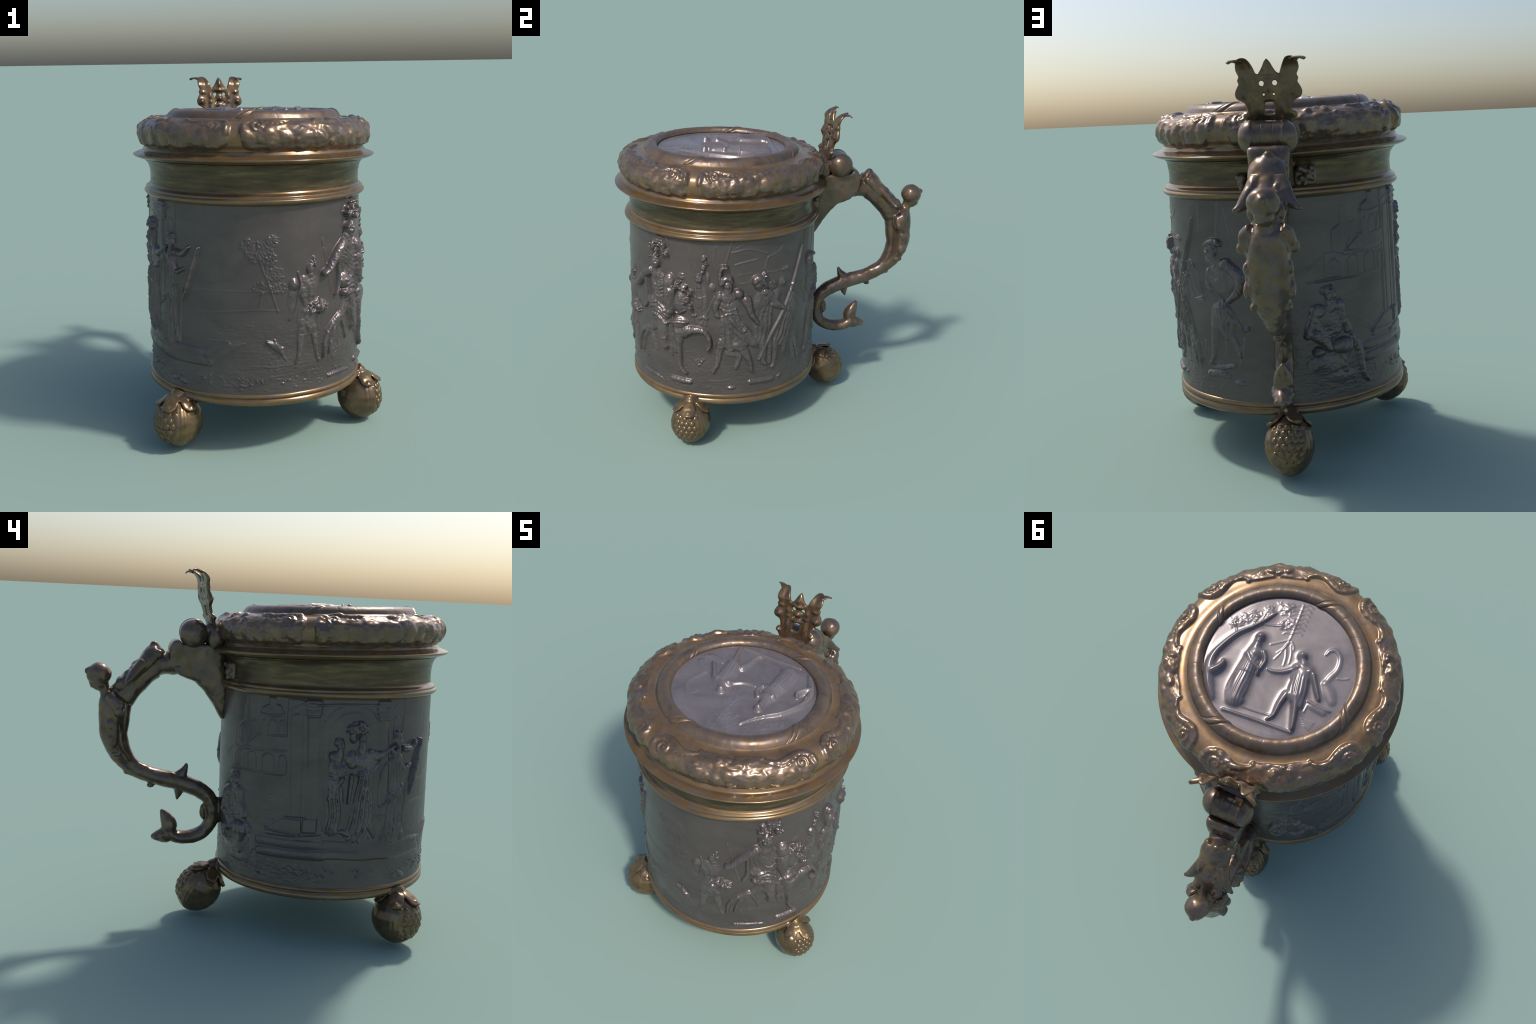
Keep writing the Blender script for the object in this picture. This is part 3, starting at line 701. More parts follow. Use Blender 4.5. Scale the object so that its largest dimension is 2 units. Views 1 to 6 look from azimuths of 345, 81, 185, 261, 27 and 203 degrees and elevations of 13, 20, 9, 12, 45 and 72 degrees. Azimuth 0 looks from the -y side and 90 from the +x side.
MED_SCENERY = [
    limb(0.013, [(0.182, 0.323, 0.0077), (0.021, 0.319, 0.0086), (-0.189, 0.319, 0.0077)]),
    line(0.005, [(0.096, 0.273, 0.0043), (0.020, 0.273, 0.0043), (-0.069, 0.268, 0.0043)]),
    limb(0.014, [(-0.214, 0.131, 0.0086), (-0.271, 0.142, 0.0077), (-0.332, 0.144, 0.0067)]),
    line(0.006, [(-0.215, 0.147, 0.0058), (-0.210, 0.192, 0.0058)]),
    line(0.004, [(-0.210, 0.230, 0.0038), (-0.279, 0.230, 0.0038)]),
    line(0.004, [(-0.219, 0.240, 0.0038), (-0.276, 0.243, 0.0038)]),
    line(0.004, [(-0.228, 0.251, 0.0038), (-0.272, 0.256, 0.0038)]),
    line(0.004, [(-0.237, 0.261, 0.0038), (-0.268, 0.269, 0.0038)]),
    limb(0.006, [(-0.205, -0.144, 0.0067), (-0.217, -0.172, 0.0115), (-0.246, -0.183, 0.0134), (-0.282, -0.149, 0.0134), (-0.290, -0.085, 0.0154), (-0.270, -0.033, 0.0182), (-0.256, 0.011, 0.0144)]),
    limb(0.008, [(-0.256, 0.011, 0.0216), (-0.292, 0.046, 0.0360), (-0.323, 0.089, 0.0264)]),
    limb(0.009, [(-0.238, 0.149, 0.0216), (-0.302, 0.159, 0.0230)]),
    line(0.005, [(-0.302, -0.040, 0.0038), (-0.331, -0.044, 0.0038), (-0.360, -0.061, 0.0038)]),
    limb(0.026, [(0.277, 0.283, 0.0336), (0.320, 0.189, 0.0312), (0.341, 0.108, 0.0250), (0.333, 0.031, 0.0173), (0.276, -0.085, 0.0125), (0.215, -0.151, 0.0086), (0.169, -0.206, 0.0067), (0.124, -0.276, 0.0034)]),
    limb(0.036, [(0.316, 0.154, 0.0240), (0.289, 0.121, 0.0221), (0.274, 0.088, 0.0144), (0.284, 0.072, 0.0067)]),
    line(0.005, [(0.279, -0.098, 0.0048), (0.298, -0.131, 0.0048), (0.314, -0.148, 0.0048)]),
    line(0.005, [(0.189, -0.190, 0.0038), (0.116, -0.204, 0.0038), (0.065, -0.220, 0.0038)]),
    line(0.004, [(0.184, -0.204, 0.0038), (0.178, -0.253, 0.0038)]),
    line(0.004, [(0.212, -0.158, 0.0038), (0.215, -0.203, 0.0038)]),
    line(0.004, [(0.006, -0.123, 0.0043), (0.003, -0.175, 0.0043), (0.004, -0.278, 0.0043), (0.008, -0.373, 0.0043)]),
    line(0.0035, [(0.004, -0.198, 0.0029), (-0.021, -0.212, 0.0029), (-0.048, -0.203, 0.0029)]),
    line(0.0035, [(0.004, -0.192, 0.0029), (0.033, -0.192, 0.0029), (0.048, -0.178, 0.0029)]),
    line(0.0035, [(0.004, -0.225, 0.0029), (-0.021, -0.240, 0.0029), (-0.048, -0.231, 0.0029)]),
    line(0.0035, [(0.005, -0.219, 0.0029), (0.033, -0.220, 0.0029), (0.049, -0.205, 0.0029)]),
    line(0.0035, [(0.005, -0.253, 0.0029), (-0.021, -0.267, 0.0029), (-0.048, -0.258, 0.0029)]),
    line(0.0035, [(0.005, -0.247, 0.0029), (0.034, -0.247, 0.0029), (0.049, -0.233, 0.0029)]),
    line(0.0035, [(0.005, -0.280, 0.0029), (-0.020, -0.295, 0.0029), (-0.047, -0.286, 0.0029)]),
    line(0.0035, [(0.006, -0.274, 0.0029), (0.034, -0.275, 0.0029), (0.050, -0.260, 0.0029)]),
    line(0.0035, [(0.006, -0.308, 0.0029), (-0.020, -0.322, 0.0029), (-0.047, -0.314, 0.0029)]),
    line(0.0035, [(0.006, -0.302, 0.0029), (0.035, -0.303, 0.0029), (0.050, -0.288, 0.0029)]),
    line(0.0035, [(0.006, -0.336, 0.0029), (-0.020, -0.350, 0.0029), (-0.047, -0.341, 0.0029)]),
    line(0.0035, [(0.006, -0.330, 0.0029), (0.035, -0.330, 0.0029), (0.051, -0.316, 0.0029)]),
    line(0.0035, [(0.006, -0.364, 0.0029), (-0.019, -0.378, 0.0029), (-0.046, -0.369, 0.0029)]),
    line(0.0035, [(0.007, -0.358, 0.0029), (0.036, -0.358, 0.0029), (0.051, -0.344, 0.0029)]),
    line(0.004, [(0.008, -0.128, 0.0034), (0.018, -0.079, 0.0034), (0.039, -0.025, 0.0034)]),
    line(0.004, [(0.006, -0.111, 0.0034), (-0.012, -0.062, 0.0034), (-0.019, -0.009, 0.0034)]),
    line(0.004, [(0.002, -0.159, 0.0034), (0.040, -0.130, 0.0034), (0.088, -0.097, 0.0034)]),
    line(0.004, [(0.000, -0.136, 0.0034), (0.014, -0.103, 0.0034), (0.039, -0.065, 0.0034)]),
    line(0.004, [(-0.015, -0.131, 0.0034), (-0.034, -0.082, 0.0034), (-0.042, -0.029, 0.0034)]),
    line(0.004, [(-0.009, -0.151, 0.0034), (-0.029, -0.130, 0.0034), (-0.037, -0.106, 0.0034)]),
]
MED_LEAVES = [(0.293, -0.174, 0.034), (0.263, -0.191, 0.03), (0.226, -0.217, 0.03), (0.176, -0.262, 0.03), (0.161, -0.276, 0.02), (0.103, -0.316, 0.04), (0.074, -0.321, 0.03), (0.051, -0.226, 0.035), (0.026, -0.253, 0.03), (0.311, -0.155, 0.03)]


# ------------------------------------------------------------------ materials
def new_material(name):
    m = bpy.data.materials.new(name)
    m.use_nodes = True
    nt = m.node_tree
    bsdf = nt.nodes["Principled BSDF"]
    return m, nt, bsdf


def node(nt, kind, **inputs):
    n = nt.nodes.new(kind)
    for k, v in inputs.items():
        if k.startswith("_"):
            setattr(n, k[1:], v)
        else:
            n.inputs[k.replace("_", " ")].default_value = v
    return n


def ramp(nt, src, stops):
    r = nt.nodes.new("ShaderNodeValToRGB")
    e = r.color_ramp.elements
    while len(e) < len(stops):
        e.new(0.5)
    for el, (p, c) in zip(e, stops):
        el.position = p
        el.color = (*c, 1) if len(c) == 3 else c
    nt.links.new(src, r.inputs["Fac"])
    return r.outputs["Color"]


def metal(name, light, mid, dark, rough, scale=7.0, streak=(1, 1, 1), bump=0.12, spots=0.0,
          spot_colour=(0.05, 0.04, 0.04), stops=(0.30, 0.52, 0.74), metallic=1.0, bare=None, bare_amount=0.8):
    """tarnished metal: three-tone clouds, small dark tarnish spots, fine grain"""
    m, nt, b = new_material(name)
    ln = nt.links
    tc = node(nt, "ShaderNodeTexCoord")
    mp = node(nt, "ShaderNodeMapping")
    mp.inputs["Scale"].default_value = streak
    ln.new(tc.outputs["Object"], mp.inputs["Vector"])
    n1 = node(nt, "ShaderNodeTexNoise", Scale=scale, Detail=7.0, Roughness=0.62, Distortion=0.5)
    ln.new(mp.outputs["Vector"], n1.inputs["Vector"])
    col = ramp(nt, n1.outputs["Fac"], [(stops[0], dark), (stops[1], mid), (stops[2], light)])
    if bare is not None:
        # gilding rubbed through to the greyish metal underneath, in patches
        nb = node(nt, "ShaderNodeTexNoise", Scale=scale * 1.7, Detail=6.0, Roughness=0.65, Distortion=0.8)
        mo = node(nt, "ShaderNodeMapping")
        mo.inputs["Location"].default_value = (3.1, 1.7, 5.3)
        ln.new(mp.outputs["Vector"], mo.inputs["Vector"])
        ln.new(mo.outputs["Vector"], nb.inputs["Vector"])
        fb = ramp(nt, nb.outputs["Fac"], [(0.44, (0, 0, 0)), (0.60, (bare_amount,) * 3)])
        mb = node(nt, "ShaderNodeMix", _data_type="RGBA")
        ln.new(fb, mb.inputs[0])
        ln.new(col, mb.inputs[6])
        mb.inputs[7].default_value = (*bare, 1)
        col = mb.outputs[2]
    if spots > 0:
        n2 = node(nt, "ShaderNodeTexNoise", Scale=34.0, Detail=4.0, Roughness=0.6)
        ln.new(tc.outputs["Object"], n2.inputs["Vector"])
        f = ramp(nt, n2.outputs["Fac"], [(0.60, (0, 0, 0)), (0.74, (spots,) * 3)])
        mx = node(nt, "ShaderNodeMix", _data_type="RGBA")
        ln.new(f, mx.inputs[0])
        ln.new(col, mx.inputs[6])
        mx.inputs[7].default_value = (*spot_colour, 1)
        col = mx.outputs[2]
    ln.new(col, b.inputs["Base Color"])
    b.inputs["Metallic"].default_value = metallic
    n3 = node(nt, "ShaderNodeTexNoise", Scale=scale * 2.2, Detail=5.0, Roughness=0.6)
    ln.new(mp.outputs["Vector"], n3.inputs["Vector"])
    rr = node(nt, "ShaderNodeMapRange")
    rr.inputs["From Min"].default_value = 0.3
    rr.inputs["From Max"].default_value = 0.7
    rr.inputs["To Min"].default_value = rough[0]
    rr.inputs["To Max"].default_value = rough[1]
    ln.new(n3.outputs["Fac"], rr.inputs["Value"])
    ln.new(rr.outputs["Result"], b.inputs["Roughness"])
    n4 = node(nt, "ShaderNodeTexNoise", Scale=110.0, Detail=4.0, Roughness=0.6)
    ln.new(mp.outputs["Vector"], n4.inputs["Vector"])
    bp = node(nt, "ShaderNodeBump", Strength=bump, Distance=0.004)
    ln.new(n4.outputs["Fac"], bp.inputs["Height"])
    ln.new(bp.outputs["Normal"], b.inputs["Normal"])
    return m


SILVER = metal("tarnished_silver", (0.142, 0.118, 0.111), (0.121, 0.100, 0.094), (0.096, 0.079, 0.075),
               (0.27, 0.36), scale=4.0, streak=(1, 1, 2.0), bump=0.07, spots=0.25, metallic=0.45)
SILVER_RELIEF = metal("polished_relief_silver", (0.182, 0.151, 0.146), (0.146, 0.121, 0.117), (0.105, 0.086, 0.084),  # drum silver lightened: sun highlights on the figures tinted into the base colour
                      (0.26, 0.35), scale=9.0, bump=0.07, spots=0.3, metallic=0.52)
SILVER_LID = metal("medallion_silver", (0.250, 0.217, 0.220), (0.215, 0.187, 0.190), (0.165, 0.140, 0.143),
                   (0.24, 0.31), scale=6.0, bump=0.02, spots=0.3, spot_colour=(0.12, 0.09, 0.09), metallic=0.35)
GILT = metal("worn_gilding", (0.33, 0.205, 0.095), (0.26, 0.158, 0.075), (0.16, 0.10, 0.06),
             (0.20, 0.32), scale=8.0, bump=0.03, spots=0.6, spot_colour=(0.09, 0.07, 0.075), metallic=0.55,
             bare=(0.185, 0.145, 0.130), bare_amount=0.45)
GILT_ORNAMENT = metal("rubbed_gilt_ornament", (0.29, 0.19, 0.10), (0.21, 0.14, 0.085), (0.12, 0.085, 0.06),
                      (0.22, 0.34), scale=10.0, bump=0.05, spots=0.75, spot_colour=(0.085, 0.068, 0.075), metallic=0.6,
                      bare=(0.175, 0.135, 0.120), bare_amount=0.7)
GILT_FRAME = metal("dull_gilt_frame", (0.25, 0.165, 0.09), (0.18, 0.12, 0.075), (0.105, 0.075, 0.055),
                   (0.30, 0.42), scale=10.0, bump=0.04, spots=0.7, spot_colour=(0.075, 0.06, 0.065), metallic=0.5,
                   bare=(0.165, 0.130, 0.118), bare_amount=0.7)
GILT_SMOOTH = metal("gilt_moulding", (0.30, 0.195, 0.09), (0.235, 0.143, 0.063), (0.16, 0.095, 0.045),
                    (0.16, 0.26), scale=6.0, streak=(1, 1, 4), bump=0.02, spots=0.3, spot_colour=(0.12, 0.085, 0.07), metallic=0.6,
                    bare=(0.175, 0.140, 0.115), bare_amount=0.65)
GILT_BAND = metal("brushed_gilt_band", (0.220, 0.160, 0.075), (0.115, 0.082, 0.044), (0.062, 0.046, 0.031),
                  (0.20, 0.34), scale=5.0, streak=(1, 1, 9), bump=0.04, spots=0.3, metallic=0.55)
GILT_HANDLE = metal("cast_gilt_handle", (0.25, 0.168, 0.092), (0.165, 0.112, 0.067), (0.080, 0.057, 0.042),
                    (0.20, 0.32), scale=11.0, bump=0.06, spots=0.7, spot_colour=(0.050, 0.040, 0.048), metallic=0.6,
                    bare=(0.150, 0.122, 0.120), bare_amount=0.7)
GILT_THUMB = metal("dark_gilt_thumbpiece", (0.27, 0.175, 0.085), (0.185, 0.118, 0.060), (0.085, 0.058, 0.038),
                   (0.20, 0.30), scale=14.0, bump=0.05, spots=0.6, spot_colour=(0.05, 0.04, 0.042), metallic=0.65,
                   bare=(0.130, 0.103, 0.090), bare_amount=0.5)
GILT_FOOT = metal("cast_gilt_foot", (0.29, 0.195, 0.085), (0.19, 0.125, 0.058), (0.095, 0.063, 0.040),
                  (0.20, 0.30), scale=12.0, bump=0.04, spots=0.5, spot_colour=(0.06, 0.042, 0.042), metallic=0.6,
                  bare=(0.150, 0.118, 0.100), bare_amount=0.5)


# ------------------------------------------------------------------ lathe work
def grid_quads(nu, nv, wrap=True, flip=False):
    i = np.arange(nu if wrap else nu - 1)[:, None]
    j = np.arange(nv - 1)[None, :]
    a = i * nv + j
    b = ((i + 1) % nu) * nv + j
    q = np.stack([a, b, b + 1, a + 1], -1).reshape(-1, 4)
    return q[:, ::-1].copy() if flip else q


def out_of_round(az_deg, z):
    """the old vessel is dented: it bulges beside the handle and is drawn in at the front foot"""
    def bell(c, w):
        d_ = (az_deg - c + 180) % 360 - 180
        return np.exp(-(d_ / w) ** 2)

    def step(a, b_):
        t = np.clip((z - a) / (b_ - a), 0, 1)
        return t * t * (3 - 2 * t)
    return .016 * bell(125, 30) * step(.50, .90) * (1 - step(1.46, 1.53)) - .009 * bell(352, 48) * (1 - step(.36, .58)) + .006 * bell(125, 45) * (1 - step(.32, .5)) \
        - (.008 * bell(30, 20) + .008 * bell(275, 22)) * step(.30, .42) * (1 - step(1.46, 1.53))


def lid_lean(x, y, z):
    """the lid sits a little lower at the hinge than at the front"""
    t = np.clip((z - 1.40) / .11, 0, 1)
    return z - (.015 * y + .007 * x + .003) * t


def around(rz, nu, wobble=0.0, seed=0):
    """revolve an (r, z) profile; azimuth 0 = -y"""
    rz = np.asarray(rz)
    az = np.arange(nu) / nu * 2 * PI
    r = np.repeat(rz[None, :, 0], nu, 0)
    if wobble:
        r = r + wobble * hash_noise(nu, len(rz), 9, 2, seed) + wobble * .5 * hash_noise(nu, len(rz), 37, 3, seed + 1)
    z = np.repeat(rz[None, :, 1], nu, 0)
    if wobble:
        r = r + out_of_round(np.degrees(az)[:, None], z)
    x, y = r * np.sin(az)[:, None], -r * np.cos(az)[:, None]
    if wobble:
        z = lid_lean(x, y, z)
        d_ = (np.degrees(az)[:, None] - 115 + 180) % 360 - 180
        z = z - .007 * np.exp(-(d_ / 55) ** 2) * np.clip((.33 - z) / .03, 0, 1)
    return np.stack([x, y, z], -1).reshape(-1, 3)


def lathe(name, profile, mat, nu=360, per=6, wobble=0.0008, seed=1):
    rz = spline(profile, per)
    return add(name, mesh_from(name, around(rz, nu, wobble, seed), grid_quads(nu, len(rz))), mat)


lathe("base_plate", [(0.001, .292), (.2, .290), (.45, .276), (.52, .268), (.56, .268)], SILVER, seed=2)
lathe("base_ring", [(.55, .2685), (.580, .268), (.597, .272), (.606, .281), (.608, .291), (.605, .301), (.5995, .308),
                    (.601, .313), (.605, .319), (.6045, .327), (.599, .334), (.592, .337)], GILT_SMOOTH, wobble=.0018, seed=3)
lathe("collar_moulding", [(.582, 1.316), (.590, 1.321), (.604, 1.329), (.6125, 1.338), (.6135, 1.347), (.609, 1.3535),
                          (.6045, 1.357), (.6045, 1.361), (.603, 1.367), (.595, 1.373), (.587, 1.3785), (.581, 1.387)],
      GILT_SMOOTH, wobble=.0016, seed=5)
lathe("collar", [(.5815, 1.384), (.580, 1.40), (.579, 1.43), (.581, 1.456), (.586, 1.482), (.594, 1.500), (.608, 1.516)],
      GILT_BAND, wobble=.001, seed=7)

# ------------------------------------------------------------------ drum with the chased frieze
RREF = 0.594
NU, NV = 1600, 430
Z0, Z1 = 0.330, 1.322
drum = Relief(NU, NV, 0.0, 2 * PI * RREF / NU, Z0, (Z1 - Z0) / (NV - 1), period=2 * PI * RREF,
              to_u=lambda a: math.radians(a) * RREF)

FIGURES = [
    ("relief_building", TOWN), ("relief_building", PALACE), ("relief_steps", STEPS), ("relief_banner", BANNER),
    ("relief_spear", SPEAR), ("relief_figure", SOLDIER_A), ("relief_figure", SOLDIER_C), ("relief_horse", HORSE),
    ("relief_figure", PAGE), ("relief_figure", RIDER), ("relief_figure", SOLDIER_B), ("relief_figure", WARRIOR),
    ("relief_figure", SWORDSMAN), ("relief_figure", SEATED), ("relief_figure", LADY_A), ("relief_figure", LADY_C),
    ("relief_figure", LADY_B), ("relief_bird", BIRD), ("relief_stone", STONES),
]


def foliage(centres, n, length, width, height, seed):
    """sprays of little leaf strokes around the given (azimuth, z, radius_u, radius_z)"""
    r = random.Random(seed)
    out = []
    for a, z, ra, rz in centres:
        for _ in range(n):
            t, q = r.uniform(0, 2 * PI), math.sqrt(r.random())
            aa, zz = a + math.degrees(ra / RREF) * q * math.cos(t), z + rz * q * math.sin(t)
            d = r.uniform(0, 2 * PI)
            l = length * r.uniform(.5, 1.2)
            out.append(limb(height * r.uniform(.5, 1.1),
                            [(aa, zz, width), (aa + math.degrees(l * math.cos(d) / RREF), zz + l * math.sin(d), width * .5)]))
    return out


LEAVES = foliage([(346.5, 1.09, .075, .055), (353.5, 1.145, .03, .03), (341, 1.12, .035, .04), (352, 1.05, .04, .04)],
                 110, .014, .0036, .0070, 3) + \
    foliage([(350, .905, .07, .035), (354.5, .975, .045, .035), (357, .90, .045, .03)], 100, .013, .0034, .0065, 4)


def tufts(a0, a1, z0, z1, n, length, height, seed):
    r = random.Random(seed)
    out = []
    for _ in range(n):
        a, z = r.uniform(a0, a1), r.uniform(z0, z1)
        for k in (-.8, 0, .8):
            l = length * r.uniform(.5, 1.1)
            out.append(line(height * r.uniform(.4, 1.1), [(a, z, .0042), (a + math.degrees(l * math.sin(k) / RREF), z + l * math.cos(k), .003)]))
    return out


GRASS = tufts(215, 315, .385, .435, 44, .026, .004, 5) + tufts(315, 350, .37, .43, 26, .024, .0045, 6) + \
    tufts(350, 420, .38, .56, 26, .020, .0025, 7) + tufts(60, 190, .37, .52, 60, .020, .0025, 8) + \
    tufts(68, 76, .52, .60, 8, .03, .005, 9) + tufts(28, 33, .46, .53, 5, .035, .005, 10)
PEBBLES = []
for k in range(46):
    PEBBLES.append(blob(random.uniform(.003, .008), random.uniform(318, 425), random.uniform(.352, .42),
                        random.uniform(.006, .016), random.uniform(.004, .009)))

GAIN = {"relief_building": .75, "relief_steps": .7}
for name, strokes in FIGURES:
    g = GAIN.get(name, 1.0 if strokes is RIDER else .95 if strokes in (HORSE, LADY_A, LADY_B, LADY_C) else .72)
    drum.put(name, strokes, gain=g, power=.62)
drum.put("relief_tree", TREE + LEAVES, gain=.6, power=.8)
drum.put("base", GROUND, gain=.45)
drum.put("base", GRASS + PEBBLES, gain=.7)
lab = drum.label
lab[lab >= len(drum.names) - 2] = 0

# ground: horizontal scratches and grassy roughness below each scene's horizon
az = (np.arange(NU) / NU * 360)[:, None]
zz = np.linspace(Z0, Z1, NV)[None, :]
rough = hash_noise(NU, NV, 260, 150, 21) * .6 + hash_noise(NU, NV, 500, 260, 22) * .5 + hash_noise(NU, NV, 120, 190, 23) * .7
horizon = np.interp(az, [0, 20, 60, 120, 165, 195, 232, 236, 305, 312, 340, 360], [.76, .70, .66, .62, .60, .88, .90, .47, .47, .72, .76, .76])
ground = np.clip((horizon - zz) / .05, 0, 1) * np.clip((zz - .34) / .02, 0, 1)
plain = np.exp(-(drum.h / .008) ** 2)
sky = hash_noise(NU, NV, 160, 10, 24) * .5 + hash_noise(NU, NV, 14, 9, 25)
H = drum.h + drum.extra
H = H + .0011 * rough * ground * (.4 + .6 * plain) + .0006 * sky
# drapery creases and chasing on the figures: warped ridges, mostly upright
UU, VV = np.broadcast_arrays(az / 360.0, (zz - Z0) / (Z1 - Z0))
wu = UU + .0050 * warped_noise(UU, VV, 60, 18, 71) + .0020 * warped_noise(UU, VV, 150, 50, 72)
wv = VV + .0160 * warped_noise(UU, VV, 70, 20, 73)
crease = 1 - 2.2 * np.abs(warped_noise(wu, wv, 210, 22, 74))
crease2 = 1 - 2.2 * np.abs(warped_noise(wu + .3, wv, 150, 60, 75))
fine = hash_noise(NU, NV, 430, 200, 27)
mask = np.clip(drum.h / .012, 0, 1)
on_figure = np.isin(drum.label, [k for k, n in enumerate(drum.names) if n in ("relief_figure", "relief_horse")])
mask = mask * blur(np.where(on_figure, 1.0, .25), 2)
H = H + (.0024 * crease + .0016 * crease2 + .0007 * fine - .0018) * mask
H = H * np.clip((zz - Z0) / .012, 0, 1) * np.clip((Z1 - zz) / .012, 0, 1)
H = blur(H, 1)
Rz = np.interp(zz[0], [Z0, .40, .60, 1.0, Z1], [.597, .5955, .5935, .590, .5865])[None, :]
rad = Rz + H + out_of_round(az, zz) + .0012 * hash_noise(NU, NV, 11, 3, 28)
th = np.radians(az)
co = np.stack([rad * np.sin(th), -rad * np.cos(th), np.repeat(zz, NU, 0)], -1).reshape(-1, 3)
quads = grid_quads(NU, NV)
face_label = lab[:, :-1].reshape(-1)
names = ["drum_wall" if n == "base" else n for n in drum.names]
split_by_label(co, quads, face_label, names, lambda n: SILVER if n in ("drum_wall", "relief_building", "relief_steps", "relief_tree") else SILVER_RELIEF)

# ------------------------------------------------------------------ lid
lathe("lid_flange", [(.590, 1.5155), (.612, 1.5185), (.640, 1.526), (.656, 1.533), (.6635, 1.540), (.6625, 1.5455), (.652, 1.550),
                     (.634, 1.557), (.620, 1.562), (.613, 1.568), (.609, 1.575), (.604, 1.583)], GILT_SMOOTH, wobble=.0012, seed=9)

# repousse border: profile from the medallion frame outwards and down
LID_PROFILE = spline([(.478, 1.742), (.490, 1.735), (.508, 1.731), (.540, 1.7295), (.572, 1.724), (.598, 1.710), (.615, 1.690),
                      (.6235, 1.665), (.6235, 1.640), (.616, 1.615), (.606, 1.595), (.603, 1.580)], 14)
seg = np.hypot(*np.diff(LID_PROFILE, axis=0).T)
arc = np.concatenate([[0], np.cumsum(seg)])
LT = arc[-1]
LU, LV = 1300, 150
tt = np.linspace(0, LT, LV)
lid_rz = np.stack([np.interp(tt, arc, LID_PROFILE[:, 0]), np.interp(tt, arc, LID_PROFILE[:, 1])], -1)
d = np.gradient(lid_rz, axis=0)
nrm = np.stack([-d[:, 1], d[:, 0]], -1)
nrm /= np.linalg.norm(nrm, axis=1)[:, None]
LREF = .575
lid = Relief(LU, LV, 0, 2 * PI * LREF / LU, 0, LT / (LV - 1), period=2 * PI * LREF, to_u=lambda a: math.radians(a) * LREF)
rl = random.Random(5)
fruit, scroll, body = [], [], []
for gap in (69, 158, 248, 336):
    for s in (-1, 1):
        j = lambda x: x * rl.uniform(.92, 1.08)
        A = lambda x: gap + s * x
        # broad raised field that carries the ornament
        edge_ = [(4.5, .20), (4.2, .15), (5, .115), (7.5, .085), (11, .072), (15.5, .080), (20, .095), (24.5, .090), (29, .072), (31, .052), (36, .045), (45.2, .050)]
        body.append(slab(.0095, [(A(a_), v_) for a_, v_ in edge_] + [(A(45.2), .275), (A(25), .275), (A(7), .262)]))
        body.append(limb(.0125, [(A(8), .185, .040), (A(16), .175, .055), (A(28), .180, .055), (A(45), .175, .06)]))
        # leafy S-scroll from the big volute to the small one by the fruit
        scroll.append(limb(j(.019), [(A(3.8), .170, .016), (A(4.2), .120, .018), (A(6.5), .088, .021), (A(10.5), .076, .023), (A(15), .084, .021),
                                      (A(20), .100, .018), (A(24.5), .096, .015), (A(28.5), .080, .012)]))
        scroll.append(blob(j(.013), A(29.5), .064, .016, .016))
        # big volute
        turn = [(A(11 + math.degrees(.034 * (1 - k / 13) * math.cos(k * .72 + 2.2) / LREF)), .130 + .034 * (1 - k / 13) * math.sin(k * .72 + 2.2), .0095 - .0003 * k) for k in range(13)]
        scroll.append(limb(j(.019), turn))
        scroll.append(blob(.019, A(11), .130, .010, .010))
        # bead row beside the scroll
        for k in range(8):
            a, v = 6.5 + 2.3 * k, [.112, .098, .094, .101, .112, .122, .124, .118][k]
            scroll.append(line(-.005, [(A(a), v, .0075), (A(a + .3), v, .0065)]))
        # acanthus lobes hanging over the edge
        for k in range(5):
            a = 7 + 8.2 * k + rl.uniform(-1.5, 1.5)
            body.append(limb(rl.uniform(.015, .022), [(A(a - 1), .165, .026), (A(a + rl.uniform(-2, 2)), .205, .034), (A(a + rl.uniform(-2, 2)), .232 + rl.uniform(-.012, .012), .026)]))
            body.append(line(-.005, [(A(a + 3.8), .185, .008), (A(a + 4.3), .225, .007)]))
    # fruit cluster midway between two gaps
    for k in range(15):
        a, v, r = gap + 45 + rl.gauss(0, 6.0), rl.uniform(.075, .225), rl.uniform(.017, .030)
        fruit.append(blob(rl.uniform(.015, .024), a, v, r, r * rl.uniform(.8, 1.1)))
    fruit.append(blob(.024, gap + 40.5, .098, .028, .030))
    fruit.append(blob(.024, gap + 49.5, .098, .028, .030))
    fruit.append(blob(.022, gap + 45, .145, .040, .034))
lid.put("body", body, gain=.9)
lid.put("scroll", scroll)
lid.put("fruit", fruit)
LH = (lid.h + lid.extra) * np.interp(tt, [0, .10, .16, LT], [.72, .75, .95, .95])[None, :]
LH = LH + .0065 * hash_noise(LU, LV, 62, 7, 44) * np.clip(LH / .01, 0, 1) + .0028 * hash_noise(LU, LV, 150, 16, 41) * np.clip(LH / .01, 0, 1) + .0014 * hash_noise(LU, LV, 320, 34, 42) * np.clip(LH / .01, 0, 1) + .0012 * hash_noise(LU, LV, 18, 3, 43)
LH = LH * np.clip((LT - tt) / .03, 0, 1)[None, :] * np.clip(tt / .02, 0, 1)[None, :]
LH = blur(LH, 5)
la = (np.arange(LU) / LU * 2 * PI)[:, None]
lr = lid_rz[None, :, 0] - nrm[None, :, 0] * -LH
lz = lid_rz[None, :, 1] + nrm[None, :, 1] * LH
if nrm[10, 1] < 0:
    lr, lz = lid_rz[None, :, 0] - nrm[None, :, 0] * LH, lid_rz[None, :, 1] - nrm[None, :, 1] * LH
co = np.stack([lr * np.sin(la), -lr * np.cos(la), lid_lean(lr * np.sin(la), -lr * np.cos(la), lz)], -1).reshape(-1, 3)
llab = lid.label[:, :-1].reshape(-1)
split_by_label(co, grid_quads(LU, LV, flip=True), np.where(llab == 3, 2, np.where(llab > 0, 1, 0)), ["lid_border", "lid_ornament", "fruit_garland"], lambda n: GILT if n == "lid_border" else GILT_ORNAMENT)

